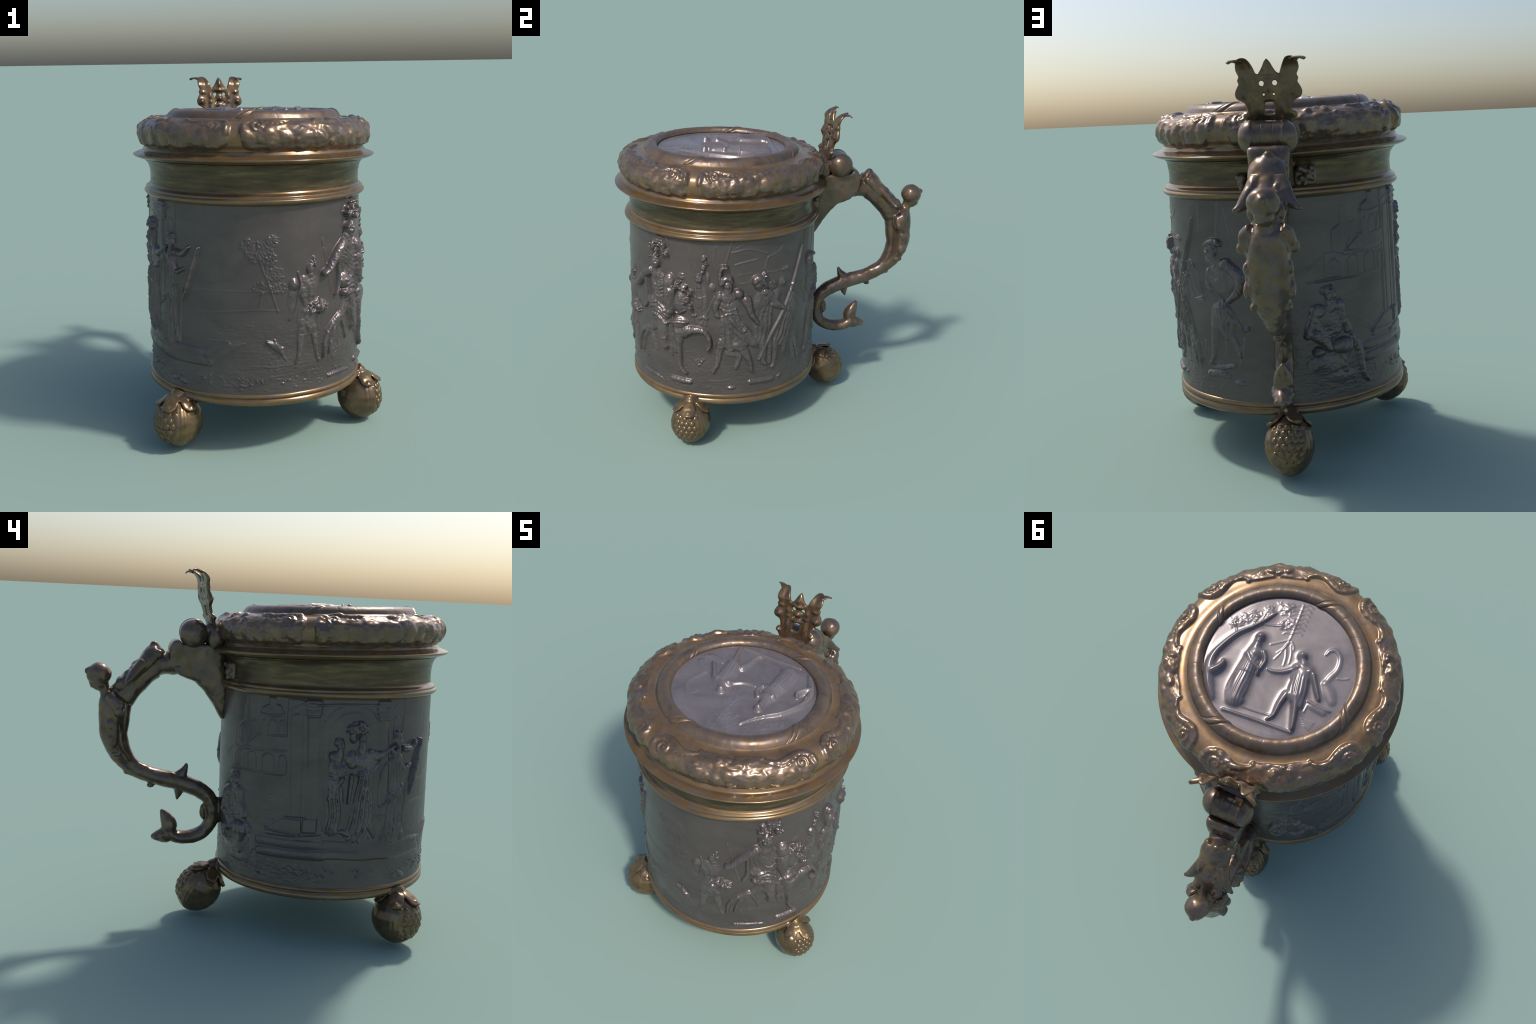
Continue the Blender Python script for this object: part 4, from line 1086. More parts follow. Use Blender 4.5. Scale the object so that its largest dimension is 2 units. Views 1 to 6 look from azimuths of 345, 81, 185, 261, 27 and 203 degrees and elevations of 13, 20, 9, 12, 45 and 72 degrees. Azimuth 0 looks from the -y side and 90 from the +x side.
# laurel frame round the medallion: leaves overlap along it, ribbons bind it
FU = 900
fp = spline([(.3955, 1.7525), (.3985, 1.762), (.407, 1.773), (.421, 1.7795), (.437, 1.7795), (.454, 1.773), (.467, 1.762), (.475, 1.750), (.481, 1.739)], 7)
fa = (np.arange(FU) / FU * 2 * PI)[:, None]
fs = np.linspace(-1, 1, len(fp))[None, :]
deg = np.degrees(fa)
FH = .0006 * hash_noise(FU, len(fp), 120, 4, 51) + .0012 * hash_noise(FU, len(fp), 26, 3, 52)
for k in range(30):
    a = k * 12 + rng.uniform(-3, 3)
    dd = (deg - a - 2.2 * np.abs(fs - .15) + 180) % 360 - 180
    FH = FH - .0007 * np.exp(-(dd / .45) ** 2) * rng.uniform(.3, 1.0) + .0004 * np.exp(-((dd - 3) / 2.2) ** 2) * rng.uniform(.2, 1.0)
for a in (66, 156, 250, 343):
    dd = (deg - a + 8 * fs + 180) % 360 - 180
    FH = FH + .0045 * np.exp(-(dd / 1.9) ** 4) - .003 * np.exp(-((np.abs(dd) - 2.9) / .7) ** 2)
FH = FH * np.clip((1 - np.abs(fs)) * 6, 0, 1)
fd = np.gradient(fp, axis=0)
fn = np.stack([-fd[:, 1], fd[:, 0]], -1)
fn /= np.linalg.norm(fn, axis=1)[:, None]
fr, fz = fp[None, :, 0] + fn[None, :, 0] * FH, fp[None, :, 1] + fn[None, :, 1] * FH
co = np.stack([fr * np.sin(fa), -fr * np.cos(fa), lid_lean(fr * np.sin(fa), -fr * np.cos(fa), fz)], -1).reshape(-1, 3)
add("medallion_frame", mesh_from("medallion_frame", co, grid_quads(FU, len(fp), flip=True)), GILT_FRAME)

# medallion
MN = 420
MS = .41
med = Relief(MN, MN, -MS, 2 * MS / (MN - 1), -MS, 2 * MS / (MN - 1))


def medallion_leaves(centres, n, seed):
    r = random.Random(seed)
    out = []
    for x, y, rad_ in centres:
        for _ in range(n):
            t, q = r.uniform(0, 2 * PI), rad_ * math.sqrt(r.random())
            a, b = x + q * math.cos(t), y + q * math.sin(t)
            d = r.uniform(0, 2 * PI)
            out.append(limb(r.uniform(.002, .0045), [(a, b, .0045), (a + .016 * math.cos(d), b + .016 * math.sin(d), .0025)]))
    return out


med.put("medallion", MED_SCENERY + medallion_leaves(MED_LEAVES, 26, 8), gain=.75, power=.95)
med.put("relief_figure", MED_WOMAN, gain=.8, power=1.0)
med.put("relief_figure", MED_MAN, gain=.8, power=1.0)
MH = med.h + med.extra + .0010 * hash_noise(MN, MN, 6, 6, 61, False)
# the metal swells softly round the raised figures
MH = blur(MH, 5, False) + .7 * blur(blur(med.h, 60, False), 60, False)
PU, PV = 760, 190
pr = np.linspace(0.0005, .398, PV)[None, :]
pa = (np.arange(PU) / PU * 2 * PI)[:, None]
px, py = pr * np.sin(pa), -pr * np.cos(pa)
gx, gy = (px + MS) / (2 * MS) * (MN - 1), (py + MS) / (2 * MS) * (MN - 1)
ix, iy = np.clip(gx.astype(int), 0, MN - 2), np.clip(gy.astype(int), 0, MN - 2)
fx, fy = gx - ix, gy - iy
mh = (MH[ix, iy] * (1 - fx) + MH[ix + 1, iy] * fx) * (1 - fy) + (MH[ix, iy + 1] * (1 - fx) + MH[ix + 1, iy + 1] * fx) * fy
mlab = med.label[np.rint(gx).astype(int), np.rint(gy).astype(int)]
mlab = np.where(mlab <= 1, 0, mlab - 1)
edge = np.clip((.398 - pr) / .02, 0, 1)
pz = 1.7545 + mh * edge - .006 * (pr / .398) ** 2
co = np.stack([px, py, lid_lean(px, py, pz)], -1).reshape(-1, 3)
split_by_label(co, grid_quads(PU, PV, flip=True), mlab[:, :-1].reshape(-1), ["medallion", "relief_figure", "relief_figure"], lambda n: SILVER_LID)


# ------------------------------------------------------------------ cast parts: lofts and lumps fused by voxel remeshing
def handle_x(y):
    return -0.005 - 0.027 * y


class Casting:
    """collects closed pieces, each with a part name; fuse() remeshes them into
    one skin and cuts that into the named parts"""

    def __init__(self):
        self.co, self.quads, self.tris, self.lab, self.names = [], [], [], [], []
        self.n = 0

    def part(self, name):
        if name not in self.names:
            self.names.append(name)
        return self.names.index(name)

    def push(self, name, co, quads, tris):
        self.co.append(co)
        self.quads.append(quads + self.n)
        self.tris.append(tris + self.n)
        self.lab.append(np.full(len(co), self.part(name)))
        self.n += len(co)

    def loft(self, name, sections, sides=28, per=5, power=2.0, cap=True):
        """sections: (centre, normal-plane axes a, b, ra, rb) -> closed tube"""
        rings = []
        for c, a, b, ra, rb in sections:
            t = np.arange(sides) / sides * 2 * PI
            ct, st = np.cos(t), np.sin(t)
            e = 2.0 / power
            X = np.sign(ct) * np.abs(ct) ** e * ra
            Y = np.sign(st) * np.abs(st) ** e * rb
            rings.append(np.asarray(c)[None, :] + X[:, None] * np.asarray(a)[None, :] + Y[:, None] * np.asarray(b)[None, :])
        R = np.stack(rings)
        n = len(rings)
        co = R.reshape(-1, 3)
        co = np.vstack([co, R[0].mean(0), R[-1].mean(0)])
        i = np.arange(n - 1)[:, None]
        j = np.arange(sides)[None, :]
        a = i * sides + j
        b = i * sides + (j + 1) % sides
        q = np.stack([a, b, b + sides, a + sides], -1).reshape(-1, 4)
        k = np.arange(sides)
        t0 = np.stack([np.full(sides, n * sides), (k + 1) % sides, k], -1)
        t1 = np.stack([np.full(sides, n * sides + 1), (n - 1) * sides + k, (n - 1) * sides + (k + 1) % sides], -1)
        self.push(name, co, q, np.vstack([t0, t1]))

    def tube(self, name, pts, per=6, power=2.0, sides=28):
        """pts in the handle plane: (y, z, r_plane, r_x[, dx])"""
        p = spline([(*q, 0.0) if len(q) == 4 else q for q in pts], per)
        tan = np.gradient(p[:, :2], axis=0)
        tan /= np.linalg.norm(tan, axis=1)[:, None]
        secs = []
        for (y, z, rn, rx, dx), (ty, tz) in zip(p, tan):
            secs.append(((handle_x(y) + dx, y, z), (1, 0, 0), (0, -tz, ty), max(rx, .002), max(rn, .002)))
        self.loft(name, secs, sides, power=power)

    def cone(self, name, pts, sides=18, flat=1.0, per=4):
        """free tapered tube through (x, y, z, r) points"""
        p = spline(pts, per)
        secs = []
        tan = np.gradient(p[:, :3], axis=0)
        for q, t in zip(p, tan):
            t = Vector(t).normalized()
            a = t.orthogonal().normalized()
            if abs(t.x) < .9:
                a = (Vector((1, 0, 0)) - t * t.x).normalized()
            b = t.cross(a)
            secs.append((q[:3], tuple(a), tuple(b), max(q[3], .0015), max(q[3] * flat, .0015)))
        self.loft(name, secs, sides)

    def lump(self, name, c, r, rot=0.0):
        """ellipsoid; rot tilts it in the y-z plane (degrees)"""
        n, m = 18, 24
        th = np.linspace(0.02, PI - .02, n)
        s, k = math.sin(math.radians(rot)), math.cos(math.radians(rot))
        up, fw = (0, -s, k), (0, k, s)
        secs = [(np.array(c) + np.array(up) * -math.cos(t) * r[2], (1, 0, 0), fw, r[0] * math.sin(t), r[1] * math.sin(t)) for t in th]
        self.loft(name, secs, m)

    def fuse(self, voxel, smooth, mat, noise=0.0015, noise_scale=22.0, seed=0):
        co = np.vstack(self.co)
        quads, tris = np.vstack(self.quads), np.vstack(self.tris)
        me = mesh_from("cast", co, quads, True, tris)
        bm = bmesh.new()
        bm.from_mesh(me)
        bmesh.ops.recalc_face_normals(bm, faces=bm.faces)
        bm.to_mesh(me)
        bm.free()
        ob = bpy.data.objects.new("cast", me)
        bpy.context.scene.collection.objects.link(ob)
        md = ob.modifiers.new("fuse", "REMESH")
        md.mode = "VOXEL"
        md.voxel_size = voxel
        sm = ob.modifiers.new("soften", "SMOOTH")
        sm.factor = .5
        sm.iterations = smooth
        dg = bpy.context.evaluated_depsgraph_get()
        ev = ob.evaluated_get(dg)
        out = bpy.data.meshes.new_from_object(ev)
        bpy.data.objects.remove(ob)
        nv = len(out.vertices)
        v = np.empty(nv * 3, np.float32)
        out.vertices.foreach_get("co", v)
        v = v.reshape(-1, 3).astype(float)
        nr = vertex_normals(out)
        from mathutils import noise as mn
        for i in range(nv):
            q = Vector(v[i]) * noise_scale + Vector((seed, 0, 0))
            k = mn.noise(q) + .6 * mn.noise(q * 2.3)
            v[i] += nr[i] * (k * noise)
        fq, ft = [], []
        for p in out.polygons:
            (fq if p.loop_total == 4 else ft).append(tuple(p.vertices))
        fq = np.array(fq, int).reshape(-1, 4)
        ft = np.array(ft, int).reshape(-1, 3)
        tree = KDTree(len(co))
        lab = np.concatenate(self.lab)
        for i, c in enumerate(co):
            tree.insert(c, i)
        tree.balance()
        vl = np.array([lab[tree.find(c)[1]] for c in v])
        made = split_by_label(v, fq, vl[fq[:, 0]], self.names, lambda n: mat, ft if len(ft) else None,
                              vl[ft[:, 0]] if len(ft) else None)
        bpy.data.meshes.remove(out)
        bpy.data.meshes.remove(me)
        return made


# ------------------------------------------------------------------ handle
H_ = Casting()
X0 = handle_x(1.15)
# bracket: broad plate that tapers down the drum
secs = []
for z, y_in, y_out, hx in [(1.148, .580, .600, .026), (1.185, .572, .622, .042), (1.235, .568, .650, .056), (1.305, .566, .700, .068), (1.355, .566, .752, .077),
                           (1.385, .566, .835, .082), (1.44, .57, .885, .088), (1.50, .575, .892, .091), (1.535, .60, .882, .091), (1.555, .63, .868, .089)]:
    c = (y_in + y_out) / 2
    secs.append(((handle_x(c), c, z), (1, 0, 0), (0, 1, 0), hx, (y_out - y_in) / 2))
H_.loft("bracket", secs, 40, power=5.0)
H_.tube("bracket", [(.835, 1.44, .05, .085), (.845, 1.49, .05, .088), (.842, 1.545, .042, .092), (.825, 1.565, .02, .088)], power=4.5)
# arm over the top
H_.tube("handle_arm", [(.80, 1.445, .055, .070), (.86, 1.450, .064, .074), (.92, 1.447, .060, .068), (.966, 1.442, .076, .068), (1.012, 1.410, .074, .070),
                       (1.060, 1.362, .073, .072), (1.106, 1.312, .074, .072), (1.145, 1.262, .077, .068)])
# drapery hood with its peak, side wings and two falling lappets
H_.tube("drapery", [(.945, 1.50, .05, .070), (.970, 1.490, .056, .081), (1.013, 1.442, .049, .084), (1.058, 1.404, .042, .084), (1.100, 1.372, .040, .082), (1.138, 1.335, .03, .07)])
H_.cone("drapery", [(X0, .955, 1.47, .062), (X0, .962, 1.515, .045), (X0 - .002, .968, 1.548, .026), (X0 - .002, .970, 1.564, .013)])
H_.lump("drapery", (X0 + .058, .950, 1.500), (.022, .028, .026))
H_.lump("drapery", (X0 - .060, .950, 1.500), (.022, .028, .026))
for s in (-1, 1):
    H_.cone("drapery", [(X0 + s * .045, 1.025, 1.450, .040), (X0 + s * .066, 1.066, 1.408, .037), (X0 + s * .094, 1.098, 1.368, .027), (X0 + s * .120, 1.116, 1.346, .017),
                        (X0 + s * .140, 1.124, 1.340, .009)], flat=.85)
    H_.lump("drapery", (X0 + s * .050, 1.142, 1.335), (.030, .034, .042), 35)
rh = random.Random(4)
for k in range(16):
    t = rh.random()
    yy_, zz_ = .955 + .155 * t, 1.500 - .115 * t + .018
    H_.lump("drapery", (X0 + rh.uniform(-.065, .065), yy_, zz_ - rh.uniform(0, .02)), (rh.uniform(.012, .02), rh.uniform(.018, .032), rh.uniform(.014, .022)), -45)
# head turned outwards, with a drawn-back cap
H_.lump("head", (X0 - .002, 1.260, 1.387), (.066, .064, .062), 10)
H_.lump("head", (X0 - .002, 1.276, 1.380), (.054, .052, .052), 40)
H_.cone("head", [(X0 - .002, 1.28, 1.395, .046), (X0 - .003, 1.316, 1.400, .026), (X0 - .004, 1.338, 1.400, .010)])
H_.lump("head", (X0 - .002, 1.262, 1.335), (.042, .046, .042), -15)
H_.lump("head", (X0 - .002, 1.300, 1.340), (.016, .016, .020))
H_.lump("head", (X0 - .024, 1.303, 1.358), (.015, .012, .014))
H_.lump("head", (X0 + .020, 1.303, 1.358), (.015, .012, .014))
H_.lump("head", (X0 - .002, 1.296, 1.318), (.020, .014, .010))
H_.tube("neck", [(1.245, 1.330, .032, .034), (1.232, 1.295, .030, .032), (1.215, 1.26, .045, .05)])
# herm torso tapering into the scroll
H_.tube("torso", [(1.195, 1.292, .040, .045), (1.194, 1.262, .064, .062), (1.193, 1.225, .073, .078), (1.193, 1.180, .073, .084), (1.196, 1.120, .071, .084),
                  (1.197, 1.065, .068, .086), (1.188, 1.010, .057, .083), (1.165, .955, .051, .068), (1.125, .905, .046, .053), (1.070, .855, .042, .040)])
H_.tube("torso", [(1.175, 1.285, .035, .048), (1.170, 1.250, .045, .078), (1.172, 1.205, .048, .096), (1.180, 1.150, .045, .090), (1.185, 1.095, .045, .098),
                  (1.180, 1.035, .042, .100), (1.162, .985, .038, .085), (1.130, .930, .036, .062), (1.09, .885, .034, .044)])
H_.tube("torso", [(1.150, 1.29, .06, .05), (1.140, 1.22, .05, .05), (1.140, 1.13, .042, .046), (1.150, 1.05, .04, .045), (1.135, .97, .04, .045), (1.10, .90, .038, .042)])
for s in (-1, 1):
    H_.lump("torso", (X0 + s * .078, 1.160, 1.222), (.040, .040, .046))
    H_.lump("torso", (X0 + s * .100, 1.158, 1.196), (.028, .026, .028))
    H_.cone("torso", [(X0 + s * .055, 1.20, 1.275, .030), (X0 + s * .080, 1.185, 1.25, .032), (X0 + s * .09, 1.170, 1.215, .028)])
    H_.lump("torso", (X0 + s * .086, 1.200, 1.120), (.016, .028, .030))
    H_.lump("torso", (X0 + s * .090, 1.195, 1.030), (.018, .030, .036))
    H_.lump("torso", (X0 + s * .070, 1.175, .955), (.018, .030, .018))
# scroll
H_.tube("scroll", [(1.185, 1.02, .05, .05), (1.158, .962, .046, .048), (1.113, .905, .046, .047), (1.061, .860, .046, .047), (.992, .829, .046, .047), (.918, .808, .047, .048),
                   (.843, .791, .048, .049), (.767, .764, .048, .049), (.707, .734, .046, .048), (.657, .689, .042, .045), (.636, .622, .041, .046), (.642, .560, .040, .046),
                   (.680, .504, .039, .046), (.736, .472, .038, .047), (.801, .462, .037, .049), (.856, .474, .037, .052), (.890, .505, .036, .05)], per=5)
H_.cone("leaf_tip", [(X0, .885, .500, .042), (X0, .882, .545, .046), (X0, .900, .588, .034), (X0 - .004, .926, .630, .009)])
H_.cone("leaf_tip", [(X0, .870, .485, .040), (X0, .905, .482, .046), (X0, .942, .477, .034), (X0 - .002, .982, .469, .011)])
H_.lump("leaf_tip", (X0, .895, .532), (.046, .031, .040), -18)
H_.lump("leaf_tip", (X0, .920, .486), (.050, .034, .026), -10)
for s in (-1, 1):
    H_.lump("leaf_tip", (X0 + s * .022, .955, .470), (.020, .018, .014))
H_.cone("thorn", [(handle_x(.8), .850, .800, .034), (handle_x(.8), .812, .832, .030), (handle_x(.8), .790, .870, .015), (handle_x(.8), .785, .894, .006)])
H_.cone("thorn", [(handle_x(.8), .820, .760, .034), (handle_x(.8), .830, .725, .024), (handle_x(.8), .839, .682, .005)])
H_.lump("thorn", (handle_x(.7), .690, .612), (.022, .020, .046))
H_.lump("thorn", (handle_x(.7), .688, .590), (.030, .014, .020))
H_.lump("thorn", (handle_x(1.1), 1.118, .850), (.026, .020, .018), 45)
H_.lump("thorn", (handle_x(1.0), .985, .770), (.020, .022, .016))
# pads by which the handle is soldered on
H_.lump("bracket", (handle_x(.6), .600, .62), (.040, .03, .075))
H_.fuse(.0055, 2, GILT_HANDLE, noise=.0032, noise_scale=15)

# small strap plates beside the bracket on the collar
S_ = Casting()
for az0, w, zc, hh in ((196.0, .055, 1.425, .050), (167.0, .022, 1.405, .035)):
    t = math.radians(az0)
    rad_dir = np.array([math.sin(t), -math.cos(t), 0])
    tan_dir = np.array([math.cos(t), math.sin(t), 0])
    S_.loft("strap_plate", [(rad_dir * .575 + np.array([0, 0, zc]), tan_dir, (0, 0, 1), w, hh), (rad_dir * .592 + np.array([0, 0, zc]), tan_dir, (0, 0, 1), w, hh),
                            (rad_dir * .597 + np.array([0, 0, zc]), tan_dir, (0, 0, 1), w * .85, hh * .85)], 36, power=5)
    for dx, dz, r in ((-.55, .65, .024), (-.15, .45, .018), (.45, .60, .026), (.1, -.1, .030), (-.45, -.25, .018), (.55, -.35, .016), (-.1, -.75, .020)):
        S_.lump("strap_plate", tuple(rad_dir * .600 + tan_dir * dx * w + np.array([0, 0, zc + dz * hh])), (r * .7, r * .7, r * .7))
S_.fuse(.0055, 2, GILT_HANDLE, noise=.002, seed=5)

# ------------------------------------------------------------------ hinge
hp = spline([(.137, .001), (.134, .022), (.122, .048), (.100, .068), (.082, .0755), (.071, .077), (.064, .0745), (.058, .0735), (.030, .0735), (.026, .0722), (.022, .0735),
             (.0, .0738)], 5)
hp = np.vstack([hp, np.stack([-hp[-2::-1, 0], hp[-2::-1, 1]], -1)])
ang = np.arange(64) / 64 * 2 * PI
hc = np.array((-.0195, .756, 1.612))
tilt = math.radians(-1.6)
co = []
for a in ang:
    x, r = hp[:, 0], hp[:, 1]
    co.append(np.stack([hc[0] + x, hc[1] + r * math.sin(a) + x * math.sin(tilt) * 1.5, hc[2] + r * math.cos(a) + x * .03], -1))
co = np.stack(co).reshape(-1, 3)
add("hinge_barrel", mesh_from("hinge_barrel", co, grid_quads(64, len(hp))), GILT_HANDLE)

# ------------------------------------------------------------------ thumbpiece: pierced mask plate with flaring wings
TC = -.028
half = [(0.0, 1.944), (.010, 1.932), (.020, 1.912), (.034, 1.890), (.046, 1.882), (.056, 1.886), (.068, 1.918), (.084, 1.944), (.100, 1.950), (.118, 1.947), (.130, 1.934),
        (.133, 1.905), (.122, 1.878), (.129, 1.862), (.124, 1.846), (.134, 1.828), (.143, 1.806), (.138, 1.786), (.120, 1.776), (.104, 1.764), (.096, 1.742), (.094, 1.722),
        (.112, 1.713), (.116, 1.702), (.104, 1.690), (.090, 1.668), (.070, 1.640), (.04, 1.635)]
cu = bpy.data.curves.new("thumb_outline", "CURVE")
cu.dimensions = "2D"
cu.fill_mode = "BOTH"
cu.extrude = .004
cu.bevel_depth = .0045
cu.bevel_resolution = 2


def ring(points):
    s = cu.splines.new("POLY")
    s.points.add(len(points) - 1)
    for p, q in zip(s.points, points):
        p.co = (q[0], q[1], 0, 1)
    s.use_cyclic_u = True


right = spline(half, 3)
left = np.stack([-right[::-1, 0], right[::-1, 1]], -1)
ring([tuple(p) for p in right] + [tuple(p) for p in left[:-1]])


def circle(x, z, rx, rz, n=20, e=2.0):
    out = []
    for k in range(n):
        c, s = math.cos(-k / n * 2 * PI), math.sin(-k / n * 2 * PI)
        out.append((x + math.copysign(abs(c) ** (2 / e), c) * rx, z + math.copysign(abs(s) ** (2 / e), s) * rz))
    return out


for s in (-1, 1):
    ring(circle(s * .029, 1.845, .0155, .0160))
    ring(circle(s * .0225, 1.797, .0105, .0105))
ring(circle(0, 1.737, .0260, .0310, 28, 5.0))
tob = bpy.data.objects.new("thumb_outline", cu)
bpy.context.scene.collection.objects.link(tob)
md = tob.modifiers.new("r", "REMESH")
md.mode = "VOXEL"
md.voxel_size = .0036
sm = tob.modifiers.new("s", "SMOOTH")
sm.iterations = 2
dg = bpy.context.evaluated_depsgraph_get()
tm = bpy.data.meshes.new_from_object(tob.evaluated_get(dg))
bpy.data.objects.remove(tob)
bpy.data.curves.remove(cu)
v = np.empty(len(tm.vertices) * 3, np.float32)
tm.vertices.foreach_get("co", v)
v = v.reshape(-1, 3).astype(float)
x, z, dpt = v[:, 0], v[:, 1], v[:, 2]


def bump(cx, cz, rx, rz):
    return np.exp(-((x - cx) / rx) ** 2 - ((z - cz) / rz) ** 2)


y = np.interp(z, [1.63, 1.67, 1.71, 1.763, 1.80, 1.845, 1.90, 1.96], [.655, .662, .675, .688, .696, .704, .706, .712])
y = y + np.where(x > 0, .125, .070) * x - np.where(x > 0, .2, .9) * np.clip(np.abs(x) - .05, 0, 1) ** 2
y = y + 15.0 * np.clip(z - 1.895, 0, 1) ** 2 * np.clip(np.abs(x) / .08, 0, 1) + 12 * np.clip(z - 1.915, 0, 1) ** 2 * np.clip(1 - np.abs(x) / .05, 0, 1)
front = np.clip(-dpt / .006, -1, 1)
face = .014 * bump(0, 1.872, .030, .010) + .016 * bump(0, 1.822, .016, .014) + .010 * bump(0, 1.778, .024, .008) + .012 * bump(0, 1.905, .014, .022)
for s in (-1, 1):
    face += .017 * bump(s * .116, 1.803, .018, .018) + .010 * bump(s * .060, 1.835, .012, .02) + .008 * bump(s * .105, 1.858, .014, .010) + .012 * bump(s * .105, 1.702, .012, .010)
    face += .008 * bump(s * .055, 1.74, .012, .04) - .006 * bump(s * .075, 1.76, .007, .03) + .006 * bump(s * .058, 1.80, .012, .010)
    face -= .004 * bump(s * .095, 1.92, .012, .03)
thick = np.where(front > 0, 1.0, .35)
out = np.stack([TC + x, y + dpt - face * np.sign(-dpt) * thick * np.clip(np.abs(dpt) / .005, 0, 1), z], -1)
tm.vertices.foreach_set("co", out.astype(np.float32).ravel())
tm.polygons.foreach_set("use_smooth", np.full(len(tm.polygons), True))
tm.update()
thumb = add("thumbpiece", tm, GILT_THUMB)
K_ = Casting()
K_.cone("wing_curl", [(TC + .112, .748, 1.938, .024), (TC + .130, .764, 1.942, .018), (TC + .150, .780, 1.942, .013), (TC + .165, .790, 1.934, .010)], flat=.40)
K_.cone("wing_curl", [(TC - .112, .736, 1.938, .024), (TC - .132, .752, 1.944, .018), (TC - .154, .768, 1.944, .013), (TC - .172, .780, 1.936, .010)], flat=.40)
for o in K_.fuse(.0035, 1, GILT_THUMB, noise=.0005):
    o.parent = thumb
# tongue that joins the lid to the hinge
T_ = Casting()
T_.loft("lid_tongue", [((TC + .005, yy, zz_), (1, 0, 0), (0, 0, 1), hx, hz) for yy, zz_, hx, hz in
                       [(.585, 1.625, .090, .050), (.62, 1.615, .090, .062), (.65, 1.610, .088, .066), (.68, 1.612, .084, .058), (.70, 1.615, .08, .045), (.72, 1.615, .07, .03)]], 32, power=3.5)
T_.lump("lid_tongue", (TC - .085, .640, 1.585), (.022, .045, .055))
T_.lump("lid_tongue", (TC + .090, .640, 1.590), (.022, .045, .055))
T_.fuse(.006, 3, GILT_HANDLE, noise=.0015, seed=9)


# ------------------------------------------------------------------ pomegranate feet
def unit_sphere(name, n=7, m=12):
    t = np.linspace(0, PI, n + 1)
    rz = np.stack([np.maximum(np.sin(t), 1e-4), -np.cos(t)], -1)
    return mesh_from(name, around(rz, m), grid_quads(m, len(rz)))


BERRY = unit_sphere("berry")
BERRY.materials.append(GILT_FOOT)


def fruit_radius(lat):
    """radius of the fruit along its axis, -1 (blossom end) .. 1 (stem end)"""
    return np.interp(lat, [-1, -.97, -.9, -.75, -.5, -.2, .1, .4, .65, .85, .95, 1.0],
                     [.0, .16, .37, .62, .855, .985, 1.0, .915, .74, .52, .36, .30])


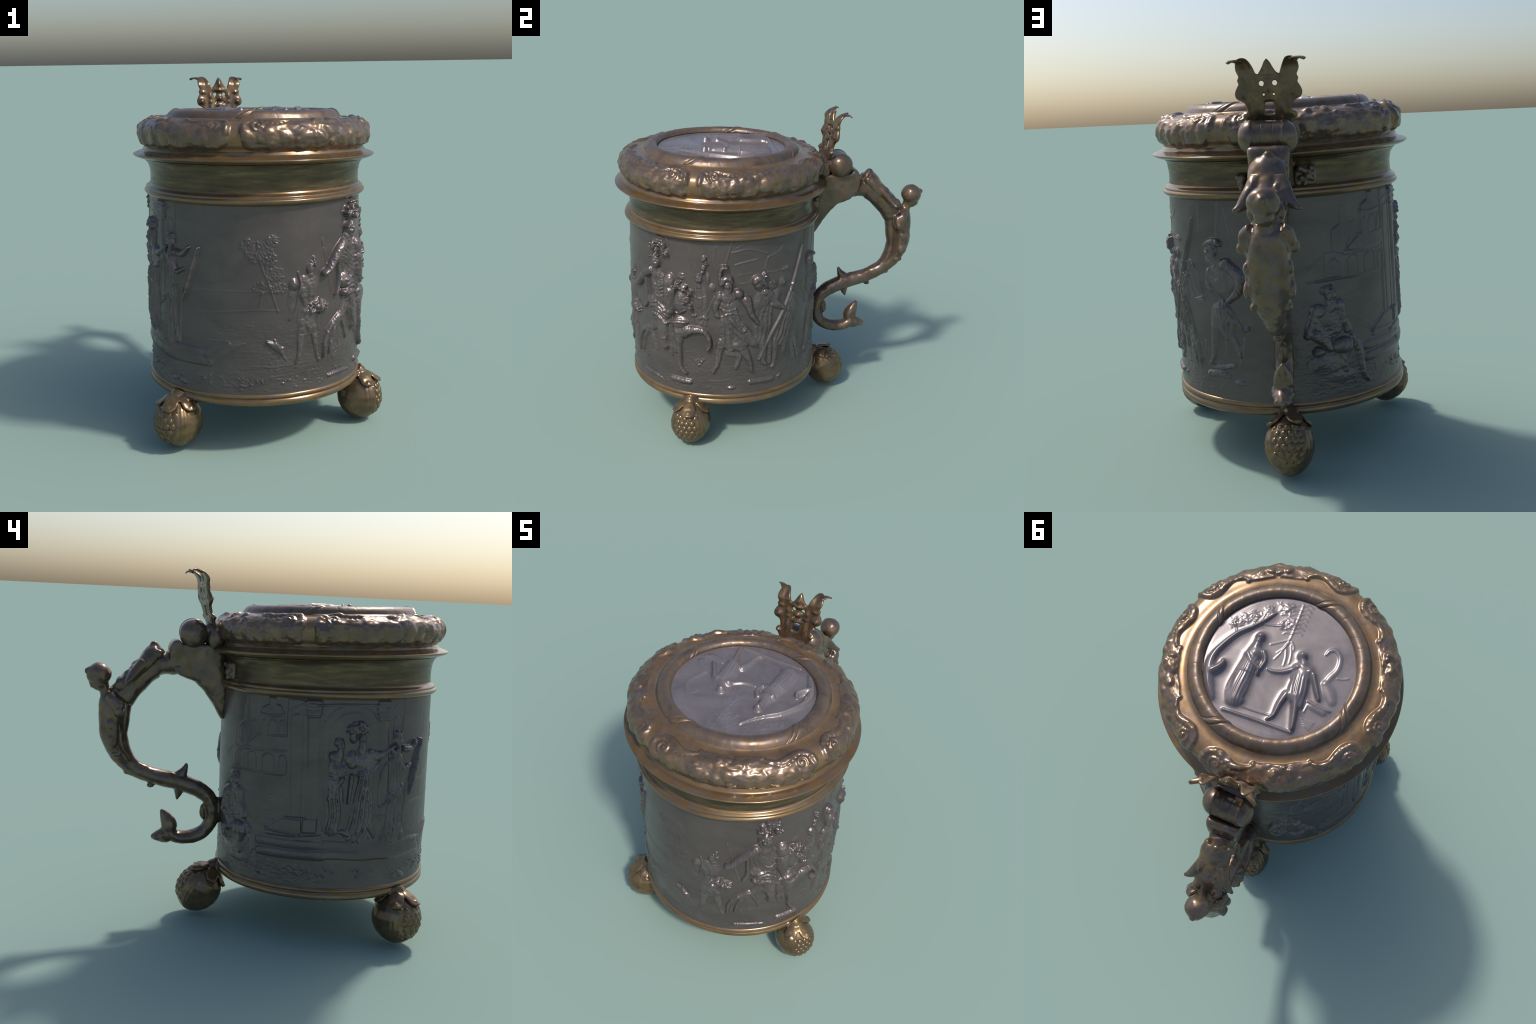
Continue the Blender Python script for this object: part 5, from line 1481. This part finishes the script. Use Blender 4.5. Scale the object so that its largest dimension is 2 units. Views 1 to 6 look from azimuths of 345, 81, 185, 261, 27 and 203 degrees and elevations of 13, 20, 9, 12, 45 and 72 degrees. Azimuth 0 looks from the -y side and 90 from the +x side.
def foot(centre, az_out, tilt, rx, half_len, seed):
    r = random.Random(seed)
    t = math.radians(az_out)
    outw = Vector((math.sin(t), -math.cos(t), 0))
    side = Vector((math.cos(t), math.sin(t), 0))
    up = (Vector((0, 0, 1)) * math.cos(math.radians(tilt)) - outw * math.sin(math.radians(tilt))).normalized()
    fwd = side.cross(up) * -1
    if fwd.dot(outw) < 0:
        fwd = -fwd
    c = Vector(centre)

    def place(a, lat, k=1.0, lift=0.0):
        """a: angle round the fruit axis, 0 = outwards"""
        rad_ = fruit_radius(lat) * k
        dirv = fwd * math.cos(a) * 1.08 + side * math.sin(a)
        return c + dirv * (rad_ * rx + lift) + up * (lat * half_len)

    # skin with three ribs either side of the berry window
    nu, nv = 120, 60
    lat = np.concatenate([np.linspace(-1, 1, nv)])
    lat = np.sin(lat * PI / 2)
    a = np.arange(nu) / nu * 2 * PI
    ang = (a + PI) % (2 * PI) - PI
    rib = np.zeros(nu)
    for s in (-1, 1):
        for p, w, h in ((.80, .07, .035), (.98, .06, .045), (1.16, .07, .035)):
            rib += h * np.exp(-((ang - s * p) / w) ** 2)
    window = np.clip((.72 - np.abs(ang)) / .1, 0, 1)
    prof = fruit_radius(lat)
    fade = np.clip(1 - np.abs(lat) ** 4, 0, 1)
    R = prof[None, :] * (1 + (rib[:, None] - .03 * window[:, None]) * fade[None, :]) * rx
    R = R * (1 + .012 * hash_noise(nu, nv, 7, 5, seed))
    A = np.array(fwd)[None, None, :] * (np.cos(a) * 1.08)[:, None, None] + np.array(side)[None, None, :] * np.sin(a)[:, None, None]
    co = np.array(c)[None, None, :] + A * R[:, :, None] + np.array(up)[None, None, :] * (lat * half_len)[None, :, None]
    top = add("foot", mesh_from("foot", co.reshape(-1, 3), grid_quads(nu, nv, flip=True)), GILT_FOOT)
    bm = bmesh.new()
    bm.from_mesh(top.data)
    bmesh.ops.recalc_face_normals(bm, faces=bm.faces)
    bm.to_mesh(top.data)
    bm.free()
    # berries in staggered rows
    rows = 7
    for i in range(rows):
        la = .47 - i * .215
        for k in range(-3, 4):
            aa = (k + (.5 if i % 2 else 0)) * .30 / max(.55, float(fruit_radius(la)))
            if abs(aa) > .72:
                continue
            if la < -.72:
                continue
            p = place(aa + r.uniform(-.02, .02), la + r.uniform(-.015, .015), .93)
            n = (p - c).normalized()
            b = bpy.data.objects.new("berry", BERRY)
            bpy.context.scene.collection.objects.link(b)
            b.parent = top
            s = rx * .150 * r.uniform(.88, 1.1) * (1.0 if la > -.45 else .85)
            rot = n.to_track_quat("Z", "Y").to_matrix().to_4x4()
            b.matrix_local = Matrix.Translation(p) @ rot @ Matrix.Diagonal((s, s * 1.05, s * .66, 1))
    # calyx: six lobed leaves curling out from the stem
    C_ = Casting()
    for k in range(5):
        aa = k * PI * .4 + .3 + r.uniform(-.1, .1)
        pts = []
        for la, kk, lf, w in ((1.0, .9, .004, .024), (.94, 1.0, .007, .036), (.84, 1.0, .008, .042), (.70, 1.0, .009, .038), (.61, 1.0, .017 + r.uniform(0, .007), .022)):
            p = place(aa, la, kk, lf)
            pts.append((p.x, p.y, p.z, w * rx / .12))
        p3 = spline(pts, 4)
        secs = []
        tan = np.gradient(p3[:, :3], axis=0)
        for q, tg in zip(p3, tan):
            nn = (Vector(q[:3]) - c).normalized()
            tg = Vector(tg).normalized()
            b = tg.cross(nn).normalized()
            secs.append((q[:3], tuple(b), tuple(b.cross(tg)), max(q[3], .004), .0105))
        C_.loft("calyx", secs, 16)
        q = place(aa, .70, 1.0, .013)
        C_.lump("calyx", tuple(q), (.013, .013, .013))
    # stem to the base ring
    s0 = place(0, .80, 0)
    e = Vector((math.sin(t) * .590, -math.cos(t) * .590, .300))
    m = (s0 + e) / 2
    C_.cone("calyx", [(*s0, .050), (*place(0, 1.0, 0), .043), (*((place(0, 1.0, 0) + e) / 2), .040), (*e, .044)])
    C_.cone("calyx", [(*(e + side * .10 + Vector((0, 0, -.012))), .006), (*(e + side * .05 + Vector((0, 0, -.012))), .018), (*(e + Vector((0, 0, -.01))), .03),
                      (*(e - side * .05 + Vector((0, 0, -.012))), .018), (*(e - side * .10 + Vector((0, 0, -.012))), .006)])
    for o in C_.fuse(.0055, 2, GILT_FOOT, noise=.002, seed=seed):
        o.parent = top
    return top


foot((-.515, -.322, .139), 302.0, 2, .126, .145, 1)
foot((.557, -.260, .1435), 64.5, 3, .119, .141, 2)
foot((-.030, .708, .161), 181.8, 32, .119, .145, 3)
